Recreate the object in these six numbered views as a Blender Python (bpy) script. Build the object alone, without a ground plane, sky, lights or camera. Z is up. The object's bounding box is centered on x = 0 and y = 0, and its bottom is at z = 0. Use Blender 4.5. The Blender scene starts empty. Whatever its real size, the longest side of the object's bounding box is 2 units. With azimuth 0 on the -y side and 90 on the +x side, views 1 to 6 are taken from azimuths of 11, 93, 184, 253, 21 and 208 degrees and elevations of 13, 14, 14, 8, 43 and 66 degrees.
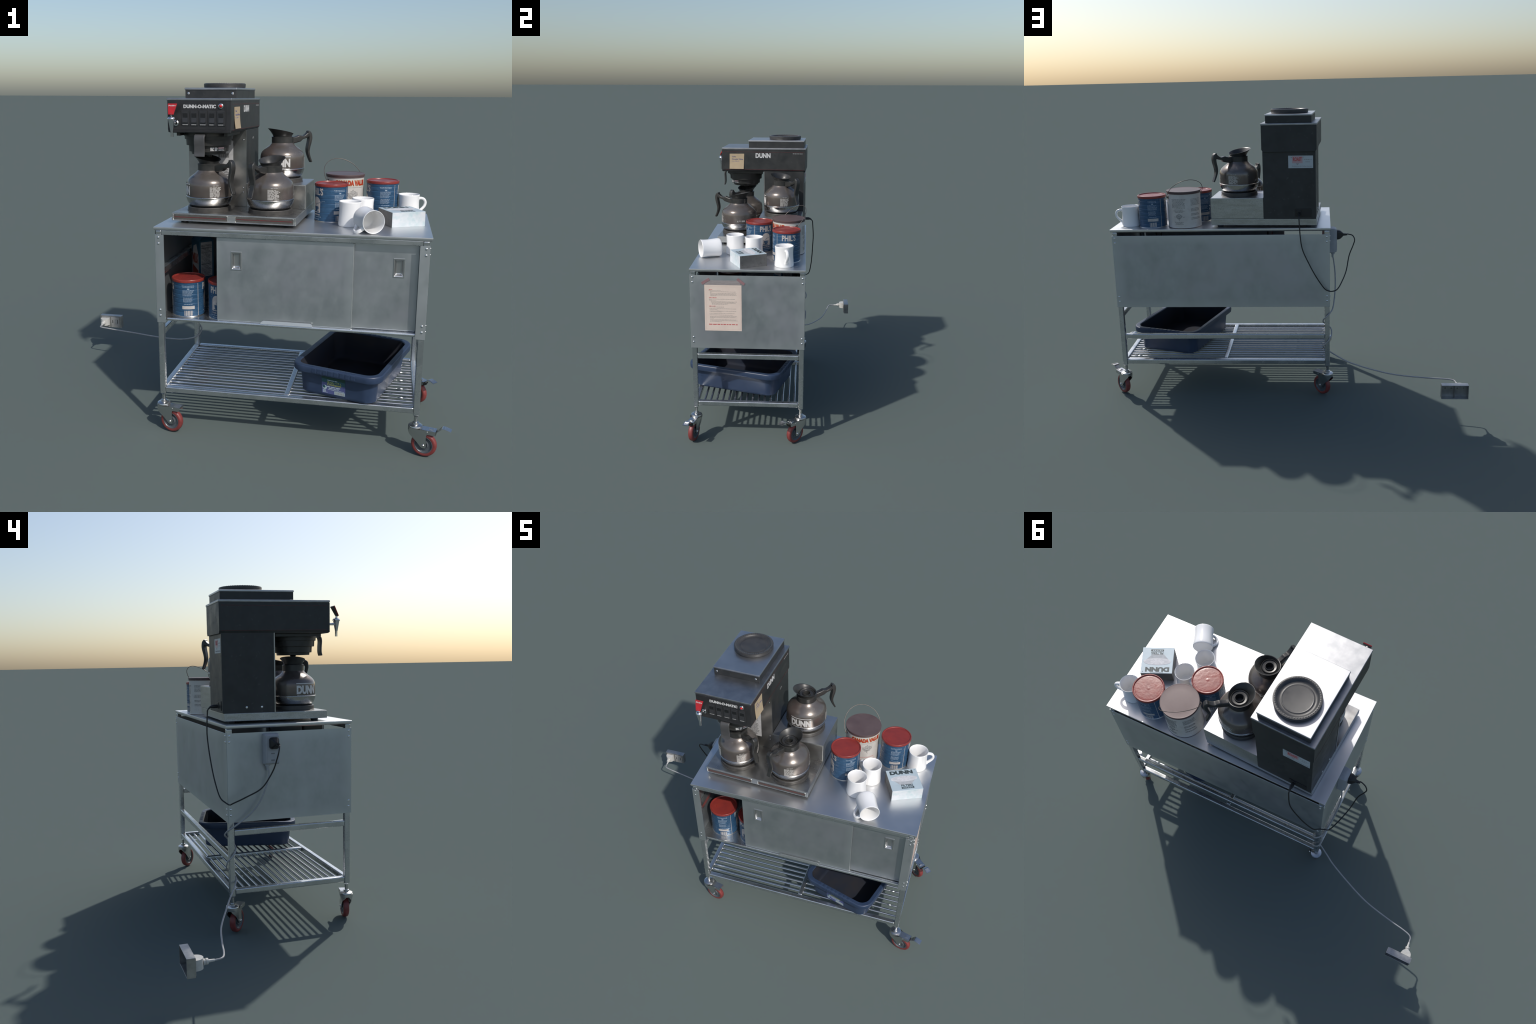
"""Coffee cart: steel utility cart carrying a commercial brewer, pots, cans, mugs, a pail and a dish tub."""
import bpy, bmesh, math, random
from math import sin, cos, pi, radians
from mathutils import Vector, Matrix

RNG = random.Random(7)
COLL = bpy.context.scene.collection
TABLE = 0.969          # height of the table surface

# ------------------------------------------------------------------ materials
def material(name, base, base2=None, metallic=0.0, rough=0.5, rough2=None, scale=20.0, detail=4.0,
             stretch=(1, 1, 1), lo=0.35, hi=0.65, bump=0.0, bump_scale=None, coat=0.0, spec=0.5,
             base3=None, scale3=150.0, lo3=0.6, hi3=0.75, random_shift=False, grain=0.6, border=None):
    m = bpy.data.materials.new(name)
    m.use_nodes = True
    nt = m.node_tree
    N, L = nt.nodes, nt.links
    bs = N["Principled BSDF"]
    bs.inputs["Metallic"].default_value = metallic
    bs.inputs["Roughness"].default_value = rough
    bs.inputs["Coat Weight"].default_value = coat
    bs.inputs["Coat Roughness"].default_value = 0.15
    bs.inputs["Specular IOR Level"].default_value = spec
    bs.inputs["Base Color"].default_value = (*base, 1)
    if base2 is None and rough2 is None and not bump and base3 is None:
        return m
    tc = N.new("ShaderNodeTexCoord")
    mp = N.new("ShaderNodeMapping")
    mp.inputs["Scale"].default_value = stretch
    L.new(tc.outputs["Object"], mp.inputs["Vector"])
    if random_shift:
        oi = N.new("ShaderNodeObjectInfo")
        mul = N.new("ShaderNodeMath"); mul.operation = 'MULTIPLY'; mul.inputs[1].default_value = 37.0
        L.new(oi.outputs["Random"], mul.inputs[0])
        L.new(mul.outputs[0], mp.inputs["Location"])
    nz = N.new("ShaderNodeTexNoise")
    nz.inputs["Scale"].default_value = scale
    nz.inputs["Detail"].default_value = detail
    nz.inputs["Roughness"].default_value = grain
    L.new(mp.outputs[0], nz.inputs["Vector"])
    mr = N.new("ShaderNodeMapRange")
    mr.inputs["From Min"].default_value = lo
    mr.inputs["From Max"].default_value = hi
    L.new(nz.outputs["Fac"], mr.inputs["Value"])
    col = None
    if base2 is not None:
        mx = N.new("ShaderNodeMix"); mx.data_type = 'RGBA'
        mx.inputs[6].default_value = (*base, 1)
        mx.inputs[7].default_value = (*base2, 1)
        L.new(mr.outputs[0], mx.inputs[0])
        col = mx.outputs[2]
    if base3 is not None:
        n3 = N.new("ShaderNodeTexNoise")
        n3.inputs["Scale"].default_value = scale3
        n3.inputs["Detail"].default_value = 3
        L.new(tc.outputs["Object"], n3.inputs["Vector"])
        r3 = N.new("ShaderNodeMapRange")
        r3.inputs["From Min"].default_value = lo3
        r3.inputs["From Max"].default_value = hi3
        L.new(n3.outputs["Fac"], r3.inputs["Value"])
        m3 = N.new("ShaderNodeMix"); m3.data_type = 'RGBA'
        m3.inputs[6].default_value = (*base, 1)
        m3.inputs[7].default_value = (*base3, 1)
        if col is not None:
            L.new(col, m3.inputs[6])
        L.new(r3.outputs[0], m3.inputs[0])
        col = m3.outputs[2]
    if border and col is not None:          # paler, rubbed margin of a sheet, along two Generated axes
        sep = N.new("ShaderNodeSeparateXYZ")
        L.new(tc.outputs["Generated"], sep.inputs[0])
        facs = []
        for axis, width in border:
            sub = N.new("ShaderNodeMath"); sub.operation = 'SUBTRACT'; sub.inputs[1].default_value = 0.5
            ab = N.new("ShaderNodeMath"); ab.operation = 'ABSOLUTE'
            rg_ = N.new("ShaderNodeMapRange")
            rg_.inputs["From Min"].default_value = 0.5 - width
            rg_.inputs["From Max"].default_value = 0.5
            L.new(sep.outputs[axis], sub.inputs[0]); L.new(sub.outputs[0], ab.inputs[0]); L.new(ab.outputs[0], rg_.inputs["Value"])
            facs.append(rg_.outputs[0])
        mxm = N.new("ShaderNodeMath"); mxm.operation = 'MAXIMUM'
        L.new(facs[0], mxm.inputs[0]); L.new(facs[1], mxm.inputs[1])
        amt = N.new("ShaderNodeMath"); amt.operation = 'MULTIPLY'; amt.inputs[1].default_value = 0.75
        L.new(mxm.outputs[0], amt.inputs[0])
        mb = N.new("ShaderNodeMix"); mb.data_type = 'RGBA'
        L.new(amt.outputs[0], mb.inputs[0]); L.new(col, mb.inputs[6])
        mb.inputs[7].default_value = (min(1, base2[0] * 1.14), min(1, base2[1] * 1.14), min(1, base2[2] * 1.13), 1)
        col = mb.outputs[2]
    if col is not None:
        L.new(col, bs.inputs["Base Color"])
    if rough2 is not None:
        rr = N.new("ShaderNodeMapRange")
        rr.inputs["To Min"].default_value = rough
        rr.inputs["To Max"].default_value = rough2
        L.new(mr.outputs[0], rr.inputs["Value"])
        L.new(rr.outputs[0], bs.inputs["Roughness"])
    if bump:
        nb = N.new("ShaderNodeTexNoise")
        nb.inputs["Scale"].default_value = bump_scale or scale
        nb.inputs["Detail"].default_value = 3
        L.new(mp.outputs[0], nb.inputs["Vector"])
        bp = N.new("ShaderNodeBump")
        bp.inputs["Strength"].default_value = bump
        bp.inputs["Distance"].default_value = 0.001
        L.new(nb.outputs["Fac"], bp.inputs["Height"])
        L.new(bp.outputs[0], bs.inputs["Normal"])
    return m


STEEL_PANEL = material("galvanized_side_panel", (0.41, 0.445, 0.465), (0.495, 0.525, 0.54), 0.90, 0.37, 0.46, 11, 10, stretch=(1, 1, 0.75), lo=0.34, hi=0.66, grain=0.70,
                       base3=(0.50, 0.51, 0.55), scale3=6, lo3=0.42, hi3=0.75, border=((1, 0.10), (2, 0.12)))
STEEL_SHEET = material("galvanized_sheet", (0.41, 0.445, 0.465), (0.495, 0.525, 0.54), 0.90, 0.37, 0.46, 11, 10, stretch=(1, 1, 0.75), lo=0.34, hi=0.66, grain=0.70,
                       base3=(0.50, 0.51, 0.55), scale3=6, lo3=0.42, hi3=0.75, border=((0, 0.06), (2, 0.13)))
STEEL_TOP = material("steel_tabletop", (0.68, 0.69, 0.70), (0.73, 0.735, 0.74), 0.97, 0.36, 0.40, 7, 5)
STEEL_TUBE = material("steel_tube", (0.57, 0.59, 0.60), (0.63, 0.65, 0.66), 0.96, 0.23, 0.31, 15, 3)
STEEL_ROD = material("steel_rod", (0.70, 0.71, 0.73), (0.62, 0.63, 0.65), 1.0, 0.20, 0.28, 30, 3, stretch=(0.1, 1, 1))
STEEL_ROD_DULL = material("dull_steel_rod", (0.55, 0.56, 0.57), None, 1.0, 0.33)
CHROME = material("plated_steel", (0.60, 0.60, 0.595), None, 1.0, 0.25)
CHROME_BRIGHT = material("bright_chrome", (0.72, 0.72, 0.73), None, 1.0, 0.12)
RIVET = material("rivet_steel", (0.70, 0.71, 0.72), None, 1.0, 0.22)
MACH_STEEL = material("brewer_stainless", (0.34, 0.34, 0.335), (0.45, 0.45, 0.44), 0.95, 0.26, 0.40, 9, 6, base3=(0.27, 0.26, 0.245), scale3=14, lo3=0.5, hi3=0.85)
MACH_TOP = material("hopper_top_steel", (0.45, 0.46, 0.475), (0.51, 0.515, 0.53), 0.97, 0.36, 0.41, 12, 6)
HEAD_TOP = material("head_top_steel", (0.33, 0.34, 0.355), (0.40, 0.405, 0.42), 0.97, 0.37, 0.42, 22, 6)
MACH_BASE_STEEL = material("brewer_base_steel", (0.40, 0.41, 0.40), (0.50, 0.51, 0.49), 0.9, 0.30, 0.46, 14, 6, stretch=(1, 1, 5),
                           base3=(0.32, 0.33, 0.31), scale3=260, lo3=0.5, hi3=0.75)
BLACK_PAINT = material("black_enamel", (0.018, 0.020, 0.021), (0.033, 0.034, 0.034), 0.0, 0.40, 0.54, 14, 8, bump=0.25, bump_scale=420,
                       base3=(0.060, 0.061, 0.060), scale3=70, lo3=0.64, hi3=0.82)
BLACK_PANEL = material("control_panel_plastic", (0.018, 0.018, 0.020), (0.026, 0.026, 0.028), 0.0, 0.36, 0.48, 30, 3)
BLACK_PLASTIC = material("black_plastic", (0.022, 0.023, 0.023), (0.036, 0.035, 0.033), 0.0, 0.30, 0.42, 30, 4, random_shift=True)
GREY_PLASTIC = material("burner_coating", (0.040, 0.038, 0.035), (0.058, 0.054, 0.050), 0.0, 0.38, 0.5, 40, 4)
GAP_SHADE = material("painted_gap_shade", (0.008, 0.008, 0.009), None, 0.0, 0.7)  # shade between pot and burner, put into the colour
RUBBER = material("black_rubber", (0.012, 0.012, 0.013), None, 0.0, 0.45)
SWITCH = material("switch_plastic", (0.030, 0.031, 0.034), None, 0.0, 0.4)
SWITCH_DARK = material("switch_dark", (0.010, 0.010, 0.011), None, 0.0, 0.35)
RED_PLASTIC = material("red_plastic", (0.40, 0.014, 0.018), (0.33, 0.012, 0.016), 0.0, 0.35, None, 40)
RED_GLASS = material("red_lamp", (0.55, 0.01, 0.01), None, 0.0, 0.12, coat=0.5)
RED_STRIPE = material("red_pinstripe", (0.13, 0.018, 0.020), (0.07, 0.016, 0.017), 0.0, 0.45, None, 60)
WHITE_INK = material("white_ink", (0.62, 0.62, 0.62), (0.48, 0.48, 0.48), 0.0, 0.5, None, 60)
GREY_INK = material("grey_ink", (0.30, 0.30, 0.30), None, 0.0, 0.5)
DARK_INK = material("dark_ink", (0.10, 0.10, 0.10), None, 0.0, 0.6)
FADED_INK = material("faded_ink", (0.30, 0.27, 0.25), (0.42, 0.38, 0.34), 0.0, 0.7, None, 120)
RED_INK = material("red_ink", (0.50, 0.10, 0.10), None, 0.0, 0.7)
BLUE_INK = material("pen_ink", (0.14, 0.14, 0.26), None, 0.0, 0.7)
STICKY = material("sticky_note_paper", (0.44, 0.345, 0.225), (0.40, 0.31, 0.205), 0.0, 0.8, None, 30)
PAPER = material("notice_paper", (0.72, 0.60, 0.52), (0.67, 0.55, 0.48), 0.0, 0.75, None, 14)
PAPER_EDGE = material("notice_paper_edge", (0.63, 0.48, 0.42), None, 0.0, 0.75)
TAPE_CLEAR = material("grey_tape", (0.27, 0.24, 0.24), (0.33, 0.30, 0.30), 0.1, 0.4, None, 40, stretch=(1, 1, 6))
TAPE_RED = material("red_tape", (0.26, 0.15, 0.16), (0.32, 0.19, 0.20), 0.1, 0.4, None, 60)
POT_BODY = material("smoked_pot_body", (0.125, 0.110, 0.100), (0.185, 0.168, 0.155), 0.55, 0.22, 0.29, 9, 6, stretch=(1, 1, 1.4), lo=0.3, hi=0.7,
                    base3=(0.135, 0.098, 0.090), scale3=10, lo3=0.45, hi3=0.75, random_shift=True)
POT_BAND = material("pot_base_chrome", (0.50, 0.49, 0.475), (0.42, 0.41, 0.395), 1.0, 0.17, 0.30, 40, 3)
POT_INK = material("pot_print", (0.66, 0.65, 0.64), (0.54, 0.53, 0.52), 0.1, 0.45, None, 90)
POT_INK_DIM = material("pot_print_dim", (0.45, 0.43, 0.41), (0.36, 0.34, 0.32), 0.2, 0.45, None, 120)
CAN_BLUE = material("can_blue", (0.022, 0.070, 0.145), (0.031, 0.092, 0.180), 0.15, 0.32, 0.42, 30, 6, stretch=(1, 1, 3),
                    base3=(0.07, 0.135, 0.21), scale3=55, lo3=0.66, hi3=0.8, random_shift=True)
CAN_LID = material("can_lid_red", (0.25, 0.034, 0.026), (0.20, 0.027, 0.024), 0.0, 0.27, 0.40, 25, 4, random_shift=True, bump=0.6, bump_scale=55)
CAN_TIN = material("can_tin", (0.55, 0.55, 0.54), None, 1.0, 0.3)
CAN_CREAM = material("can_cream_print", (0.50, 0.47, 0.45), (0.40, 0.375, 0.36), 0.0, 0.45, None, 60)
CAN_TEXT = material("can_text", (0.34, 0.40, 0.47), (0.20, 0.28, 0.38), 0.0, 0.5, None, 200)
PAIL_WHITE = material("pail_white", (0.60, 0.58, 0.55), (0.52, 0.49, 0.46), 0.05, 0.32, 0.42, 18, 6,
                      base3=(0.40, 0.35, 0.30), scale3=90, lo3=0.66, hi3=0.8)
PAIL_LID = material("pail_lid_brown", (0.100, 0.068, 0.069), (0.125, 0.090, 0.090), 0.1, 0.40, 0.46, 14, 4, spec=0.4)
PAIL_RIM = material("pail_rim_metal", (0.20, 0.17, 0.165), (0.26, 0.22, 0.21), 0.8, 0.32, None, 20)
PAIL_RED = material("pail_red_print", (0.38, 0.022, 0.012), (0.44, 0.04, 0.015), 0.0, 0.45, None, 40)
PAIL_YELLOW = material("pail_yellow_print", (0.38, 0.30, 0.10), None, 0.0, 0.45)
PAIL_INK = material("pail_ink", (0.14, 0.135, 0.13), (0.24, 0.23, 0.22), 0.0, 0.55, None, 150)
PAIL_INK_PALE = material("pail_ink_pale", (0.36, 0.35, 0.34), (0.46, 0.45, 0.43), 0.0, 0.5, None, 120)
WIRE = material("bail_wire", (0.13, 0.115, 0.105), (0.18, 0.16, 0.145), 0.8, 0.42, None, 60)
CERAMIC = material("white_ceramic", (0.86, 0.86, 0.86), (0.83, 0.83, 0.83), 0.0, 0.14, 0.2, 6, coat=0.3)
BOX_TOP = material("carton_light_blue", (0.42, 0.51, 0.56), (0.46, 0.55, 0.60), 0.0, 0.5, None, 16)
BOX_FRONT = material("carton_faded_front", (0.50, 0.56, 0.59), (0.60, 0.62, 0.65), 0.0, 0.5, 0.6, 24, 6, stretch=(1, 1, 1.6),
                     base3=(0.40, 0.52, 0.55), scale3=30, lo3=0.5, hi3=0.7)
BOX_SIDE = material("carton_grey_side", (0.085, 0.085, 0.085), (0.115, 0.115, 0.113), 0.0, 0.6, None, 40, 5,
                    base3=(0.06, 0.055, 0.05), scale3=90, lo3=0.62, hi3=0.72)
BOX_INK = material("carton_ink", (0.035, 0.050, 0.055), (0.05, 0.068, 0.072), 0.0, 0.55, None, 60)
FILTER_WHITE = material("filter_white", (0.66, 0.66, 0.68), (0.56, 0.56, 0.58), 0.0, 0.7, None, 60)
FILTER_GREY = material("filter_grey", (0.38, 0.40, 0.42), (0.46, 0.48, 0.50), 0.0, 0.7, None, 60)
TUB_BLUE = material("tub_navy", (0.023, 0.040, 0.084), (0.028, 0.048, 0.096), 0.0, 0.36, 0.44, 20, 4, bump=0.1, bump_scale=60)
TUB_INSIDE = material("tub_scuffed_inside", (0.020, 0.026, 0.042), (0.032, 0.032, 0.038), 0.0, 0.6, 0.7, 7, 5, spec=0.06)
LABEL_PURPLE = material("tub_label_purple", (0.075, 0.085, 0.23), (0.09, 0.11, 0.25), 0.0, 0.4, None, 40)
LABEL_TEAL = material("tub_label_teal", (0.020, 0.075, 0.10), None, 0.0, 0.4)
LABEL_GREEN = material("tub_label_green", (0.010, 0.045, 0.035), None, 0.0, 0.4)
LABEL_YELLOW = material("tub_label_yellow", (0.46, 0.50, 0.10), None, 0.0, 0.4)
LABEL_WHITE = material("tub_label_white", (0.42, 0.50, 0.58), None, 0.0, 0.4)
LABEL_PALE = material("tub_label_barcode_patch", (0.38, 0.48, 0.50), None, 0.0, 0.45)
TYRE = material("red_urethane", (0.175, 0.034, 0.032), (0.21, 0.042, 0.040), 0.0, 0.38, 0.48, 50, 3)
HUB = material("wheel_hub_grey", (0.075, 0.088, 0.10), (0.11, 0.125, 0.14), 0.2, 0.38, None, 60)
GREY_CABLE = material("grey_cable", (0.30, 0.30, 0.31), (0.36, 0.36, 0.36), 0.0, 0.42, None, 40)
GREY_BLOCK = material("grey_tap_block", (0.33, 0.34, 0.36), (0.37, 0.38, 0.40), 0.0, 0.42, None, 30)
WALL_BOX = material("outlet_box_metal", (0.34, 0.34, 0.34), (0.44, 0.44, 0.43), 0.9, 0.32, 0.42, 40, 4)
IVORY_PLUG = material("ivory_plug", (0.50, 0.49, 0.46), (0.56, 0.55, 0.52), 0.0, 0.4, None, 60)
OUTLET_FACE = material("outlet_face", (0.34, 0.34, 0.34), (0.28, 0.28, 0.27), 0.2, 0.4, None, 60)
MILK_BLUE = material("milk_carton_blue", (0.025, 0.085, 0.140), (0.032, 0.105, 0.165), 0.0, 0.45, None, 20)
MILK_WHITE = material("milk_carton_white", (0.42, 0.42, 0.43), (0.50, 0.50, 0.50), 0.0, 0.5, None, 60)
MILK_RED = material("milk_carton_red", (0.26, 0.05, 0.03), None, 0.0, 0.45)
BACK_LABEL = material("service_label", (0.46, 0.50, 0.52), (0.42, 0.46, 0.48), 0.0, 0.45, None, 20)
BACK_LABEL_RED = material("service_label_red", (0.48, 0.33, 0.34), None, 0.0, 0.45)

SLOT_GREY = material("slot_grey", (0.19, 0.195, 0.205), None, 0.0, 0.5)
STRAP_GREY = material("funnel_strap_grey", (0.055, 0.055, 0.057), (0.066, 0.066, 0.068), 0.0, 0.45, None, 40)
TRIM_BROWN = material("trim_dark_brown", (0.054, 0.050, 0.045), (0.068, 0.064, 0.057), 0.0, 0.42, 0.55, 60, 4)
PULL_STEEL = material("pull_steel", (0.54, 0.545, 0.55), None, 0.95, 0.29)
LID_DARK = material("lid_dark_plastic", (0.034, 0.034, 0.036), (0.050, 0.049, 0.048), 0.0, 0.36, 0.48, 30, 5)
LID_BEAD = material("lid_bead_plastic", (0.085, 0.084, 0.082), None, 0.2, 0.22)

# ------------------------------------------------------------------ geometry helpers
def new_bm():
    return bmesh.new()


def thing(name, label, category, loc=(0, 0, 0), rot=0.0, rotation=None):
    e = bpy.data.objects.new(name, None)
    e.empty_display_size = 0.05
    e.location = loc
    e.rotation_euler = rotation or (0, 0, rot)
    e["label"] = label
    e["category"] = category
    COLL.objects.link(e)
    return e


def mesh_from(bm, name, mat, angle=35.0):
    bmesh.ops.remove_doubles(bm, verts=bm.verts, dist=1e-6)
    bmesh.ops.recalc_face_normals(bm, faces=bm.faces)
    lim = radians(angle)
    for f in bm.faces:
        f.smooth = True
    for e in bm.edges:
        if len(e.link_faces) == 2:
            e.smooth = e.calc_face_angle(0) < lim
    me = bpy.data.meshes.new(name)
    bm.to_mesh(me)
    bm.free()
    for mm in (mat if isinstance(mat, (list, tuple)) else [mat]):
        me.materials.append(mm)
    return me


def put(name, me, parent, loc=(0, 0, 0), rot=(0, 0, 0), stuff=False):
    o = bpy.data.objects.new(name, me)
    o.parent = parent
    o.location = loc
    o.rotation_euler = rot
    if stuff:
        o["kind"] = "stuff"
    else:
        wn = o.modifiers.new("weighted_normals", 'WEIGHTED_NORMAL')
        wn.keep_sharp = True
        wn.weight = 90
    COLL.objects.link(o)
    return o


def part(name, bm, mat, parent, loc=(0, 0, 0), rot=(0, 0, 0), angle=35.0, stuff=False):
    return put(name, mesh_from(bm, name, mat, angle), parent, loc, rot, stuff)


def box(bm, x0, x1, y0, y1, z0, z1, bevel=0.0, segs=2, mat_index=0, M=None):
    r = bmesh.ops.create_cube(bm, size=1.0)
    vs = r["verts"]
    for v in vs:
        v.co = Vector(((x0 + x1) / 2 + v.co.x * (x1 - x0), (y0 + y1) / 2 + v.co.y * (y1 - y0), (z0 + z1) / 2 + v.co.z * (z1 - z0)))
    es = list({e for v in vs for e in v.link_edges})
    fs = list({f for v in vs for f in v.link_faces})
    if bevel > 0:
        rb = bmesh.ops.bevel(bm, geom=es, offset=bevel, segments=segs, profile=0.5, affect='EDGES')
        fs = list(set(rb["faces"]) | {f for f in fs if f.is_valid})
        vs = list({v for f in fs for v in f.verts})
    for f in fs:
        f.material_index = mat_index
    if M is not None:
        bmesh.ops.transform(bm, matrix=M, verts=vs)
    return vs


def lathe(bm, prof, n=64, M=None, mat_index=0, wave=None):
    """Revolve (r, z) pairs about z. r = 0 ends are closed to a point."""
    rings, allv = [], []
    for r, z in prof:
        if r < 1e-7:
            v = bm.verts.new((0, 0, z)); rings.append([v]); allv.append(v)
        else:
            ring = [bm.verts.new((r * cos(2 * pi * i / n), r * sin(2 * pi * i / n), z)) for i in range(n)]
            rings.append(ring); allv += ring
    for a, b in zip(rings[:-1], rings[1:]):
        for i in range(n):
            j = (i + 1) % n
            if len(a) == 1 and len(b) == 1:
                continue
            if len(a) == 1:
                f = bm.faces.new((a[0], b[j], b[i]))
            elif len(b) == 1:
                f = bm.faces.new((a[i], a[j], b[0]))
            else:
                f = bm.faces.new((a[i], a[j], b[j], b[i]))
            f.material_index = mat_index
    if M is not None:
        for v in allv:
            v.co = M @ v.co
    return allv


def catmull(pts, k=8):
    P = [Vector(p) for p in pts]
    out = []
    for i in range(len(P) - 1):
        p0 = P[i - 1] if i else P[0] * 2 - P[1]
        p1, p2 = P[i], P[i + 1]
        p3 = P[i + 2] if i + 2 < len(P) else P[-1] * 2 - P[-2]
        for s in range(k):
            t = s / k
            out.append(0.5 * ((2 * p1) + (p2 - p0) * t + (2 * p0 - 5 * p1 + 4 * p2 - p3) * t * t + (3 * p1 - p0 - 3 * p2 + p3) * t ** 3))
    out.append(P[-1])
    return out


def tube(bm, pts, radius, n=10, cap=True, mat_index=0):
    P = [Vector(p) for p in pts]
    m = len(P)
    rad = radius if isinstance(radius, (list, tuple)) else [radius] * m
    tang = [(P[min(i + 1, m - 1)] - P[max(i - 1, 0)]).normalized() for i in range(m)]
    ref = Vector((0, 0, 1)) if abs(tang[0].z) < 0.9 else Vector((1, 0, 0))
    nrm = (ref - tang[0] * ref.dot(tang[0])).normalized()
    rings = []
    for i in range(m):
        nrm = (nrm - tang[i] * nrm.dot(tang[i])).normalized()
        bi = tang[i].cross(nrm)
        rings.append([bm.verts.new(P[i] + (nrm * cos(2 * pi * k / n) + bi * sin(2 * pi * k / n)) * rad[i]) for k in range(n)])
    for a, b in zip(rings[:-1], rings[1:]):
        for k in range(n):
            f = bm.faces.new((a[k], a[(k + 1) % n], b[(k + 1) % n], b[k]))
            f.material_index = mat_index
    if cap:
        bm.faces.new(rings[0][::-1]); bm.faces.new(rings[-1])


def bar_sweep(bm, pts, halfs, half_width, side, n_round=4, corner=0.35):
    """Sweep a rounded-rectangle section along pts; side = sideways axis; halfs = half thickness per point."""
    P = [Vector(p) for p in pts]
    m = len(P)
    S = Vector(side).normalized()
    hw = half_width if isinstance(half_width, (list, tuple)) else [half_width] * m
    rings = []
    for i in range(m):
        t = (P[min(i + 1, m - 1)] - P[max(i - 1, 0)]).normalized()
        up = S.cross(t).normalized()
        ring = []
        a, b = hw[i], halfs[i]
        c = min(a, b) * corner * 2
        for sx, sy, a0 in ((1, 1, 0), (-1, 1, 90), (-1, -1, 180), (1, -1, 270)):
            for k in range(n_round + 1):
                an = radians(a0 + 90 * k / n_round)
                ring.append(bm.verts.new(P[i] + S * (sx * (a - c) + c * cos(an)) + up * (sy * (b - c) + c * sin(an))))
        rings.append(ring)
    k = len(rings[0])
    for r0, r1 in zip(rings[:-1], rings[1:]):
        for j in range(k):
            bm.faces.new((r0[j], r0[(j + 1) % k], r1[(j + 1) % k], r1[j]))
    bm.faces.new(rings[0][::-1]); bm.faces.new(rings[-1])


def prism(bm, poly, depth, M=None, mat_index=0, z0=0.0):
    """Extrude a 2D polygon (x, y) from z0 to z0 + depth."""
    lo = [bm.verts.new((x, y, z0)) for x, y in poly]
    hi = [bm.verts.new((x, y, z0 + depth)) for x, y in poly]
    fs = [bm.faces.new(lo[::-1]), bm.faces.new(hi)]
    n = len(poly)
    for i in range(n):
        fs.append(bm.faces.new((lo[i], lo[(i + 1) % n], hi[(i + 1) % n], hi[i])))
    for f in fs:
        f.material_index = mat_index
    if M is not None:
        for v in lo + hi:
            v.co = M @ v.co
    return lo + hi


def rounded_rect(a, b, r, n=8):
    out = []
    for sx, sy, a0 in ((1, 1, 0), (-1, 1, 90), (-1, -1, 180), (1, -1, 270)):
        for k in range(n + 1):
            an = radians(a0 + 90 * k / n)
            out.append((sx * (a - r) + r * cos(an), sy * (b - r) + r * sin(an)))
    return out


def loft(bm, rings, cap_start=False, cap_end=False, mat_index=0):
    R = [[bm.verts.new(p) for p in ring] for ring in rings]
    n = len(R[0])
    for a, b in zip(R[:-1], R[1:]):
        for i in range(n):
            f = bm.faces.new((a[i], a[(i + 1) % n], b[(i + 1) % n], b[i])); f.material_index = mat_index
    if cap_start:
        bm.faces.new(R[0][::-1]).material_index = mat_index
    if cap_end:
        bm.faces.new(R[-1]).material_index = mat_index
    return R


def frame(origin, xdir, ydir):
    x = Vector(xdir).normalized(); y = Vector(ydir).normalized(); z = x.cross(y)
    return Matrix(((x.x, y.x, z.x, origin[0]), (x.y, y.y, z.y, origin[1]), (x.z, y.z, z.z, origin[2]), (0, 0, 0, 1)))


def rivet_head(bm, M, r=0.0055, h=0.003):
    lathe(bm, [(r, 0), (r * 0.92, h * 0.5), (r * 0.6, h * 0.9), (0, h)], 14, M)


# ---- print: letters and lines are thin raised shapes laid out flat, then mapped on a plane or a cylinder
def letters(text, w, h, depth=0.0004, bold=0.0, x=0.0, y=0.0, shear=0.0):
    cu = bpy.data.curves.new("tmp_text", 'FONT')
    cu.body = text
    cu.size = 1.0
    cu.offset = bold
    cu.extrude = 0.1
    cu.shear = shear
    cu.resolution_u = 3
    ob = bpy.data.objects.new("tmp_text", cu)
    COLL.objects.link(ob)
    dg = bpy.context.evaluated_depsgraph_get()
    me = bpy.data.meshes.new_from_object(ob.evaluated_get(dg))
    bpy.data.objects.remove(ob)
    bpy.data.curves.remove(cu)
    bm = bmesh.new()
    bm.from_mesh(me)
    bpy.data.meshes.remove(me)
    xs = [v.co.x for v in bm.verts]; ys = [v.co.y for v in bm.verts]; zs = [v.co.z for v in bm.verts]
    for v in bm.verts:
        v.co = Vector((x + ((v.co.x - min(xs)) / (max(xs) - min(xs)) - 0.5) * w, y + (v.co.y - min(ys)) / (max(ys) - min(ys)) * h,
                       (v.co.z - min(zs)) / (max(zs) - min(zs)) * depth))
    return bm


def merge(bm, other):
    me = bpy.data.meshes.new("tmp_merge")
    other.to_mesh(me); other.free()
    bm.from_mesh(me)
    bpy.data.meshes.remove(me)


def flat(bm, x0, x1, y0, y1, depth=0.0004, z0=0.0, mi=0):
    return box(bm, x0, x1, y0, y1, z0, z0 + depth, mat_index=mi)


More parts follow.
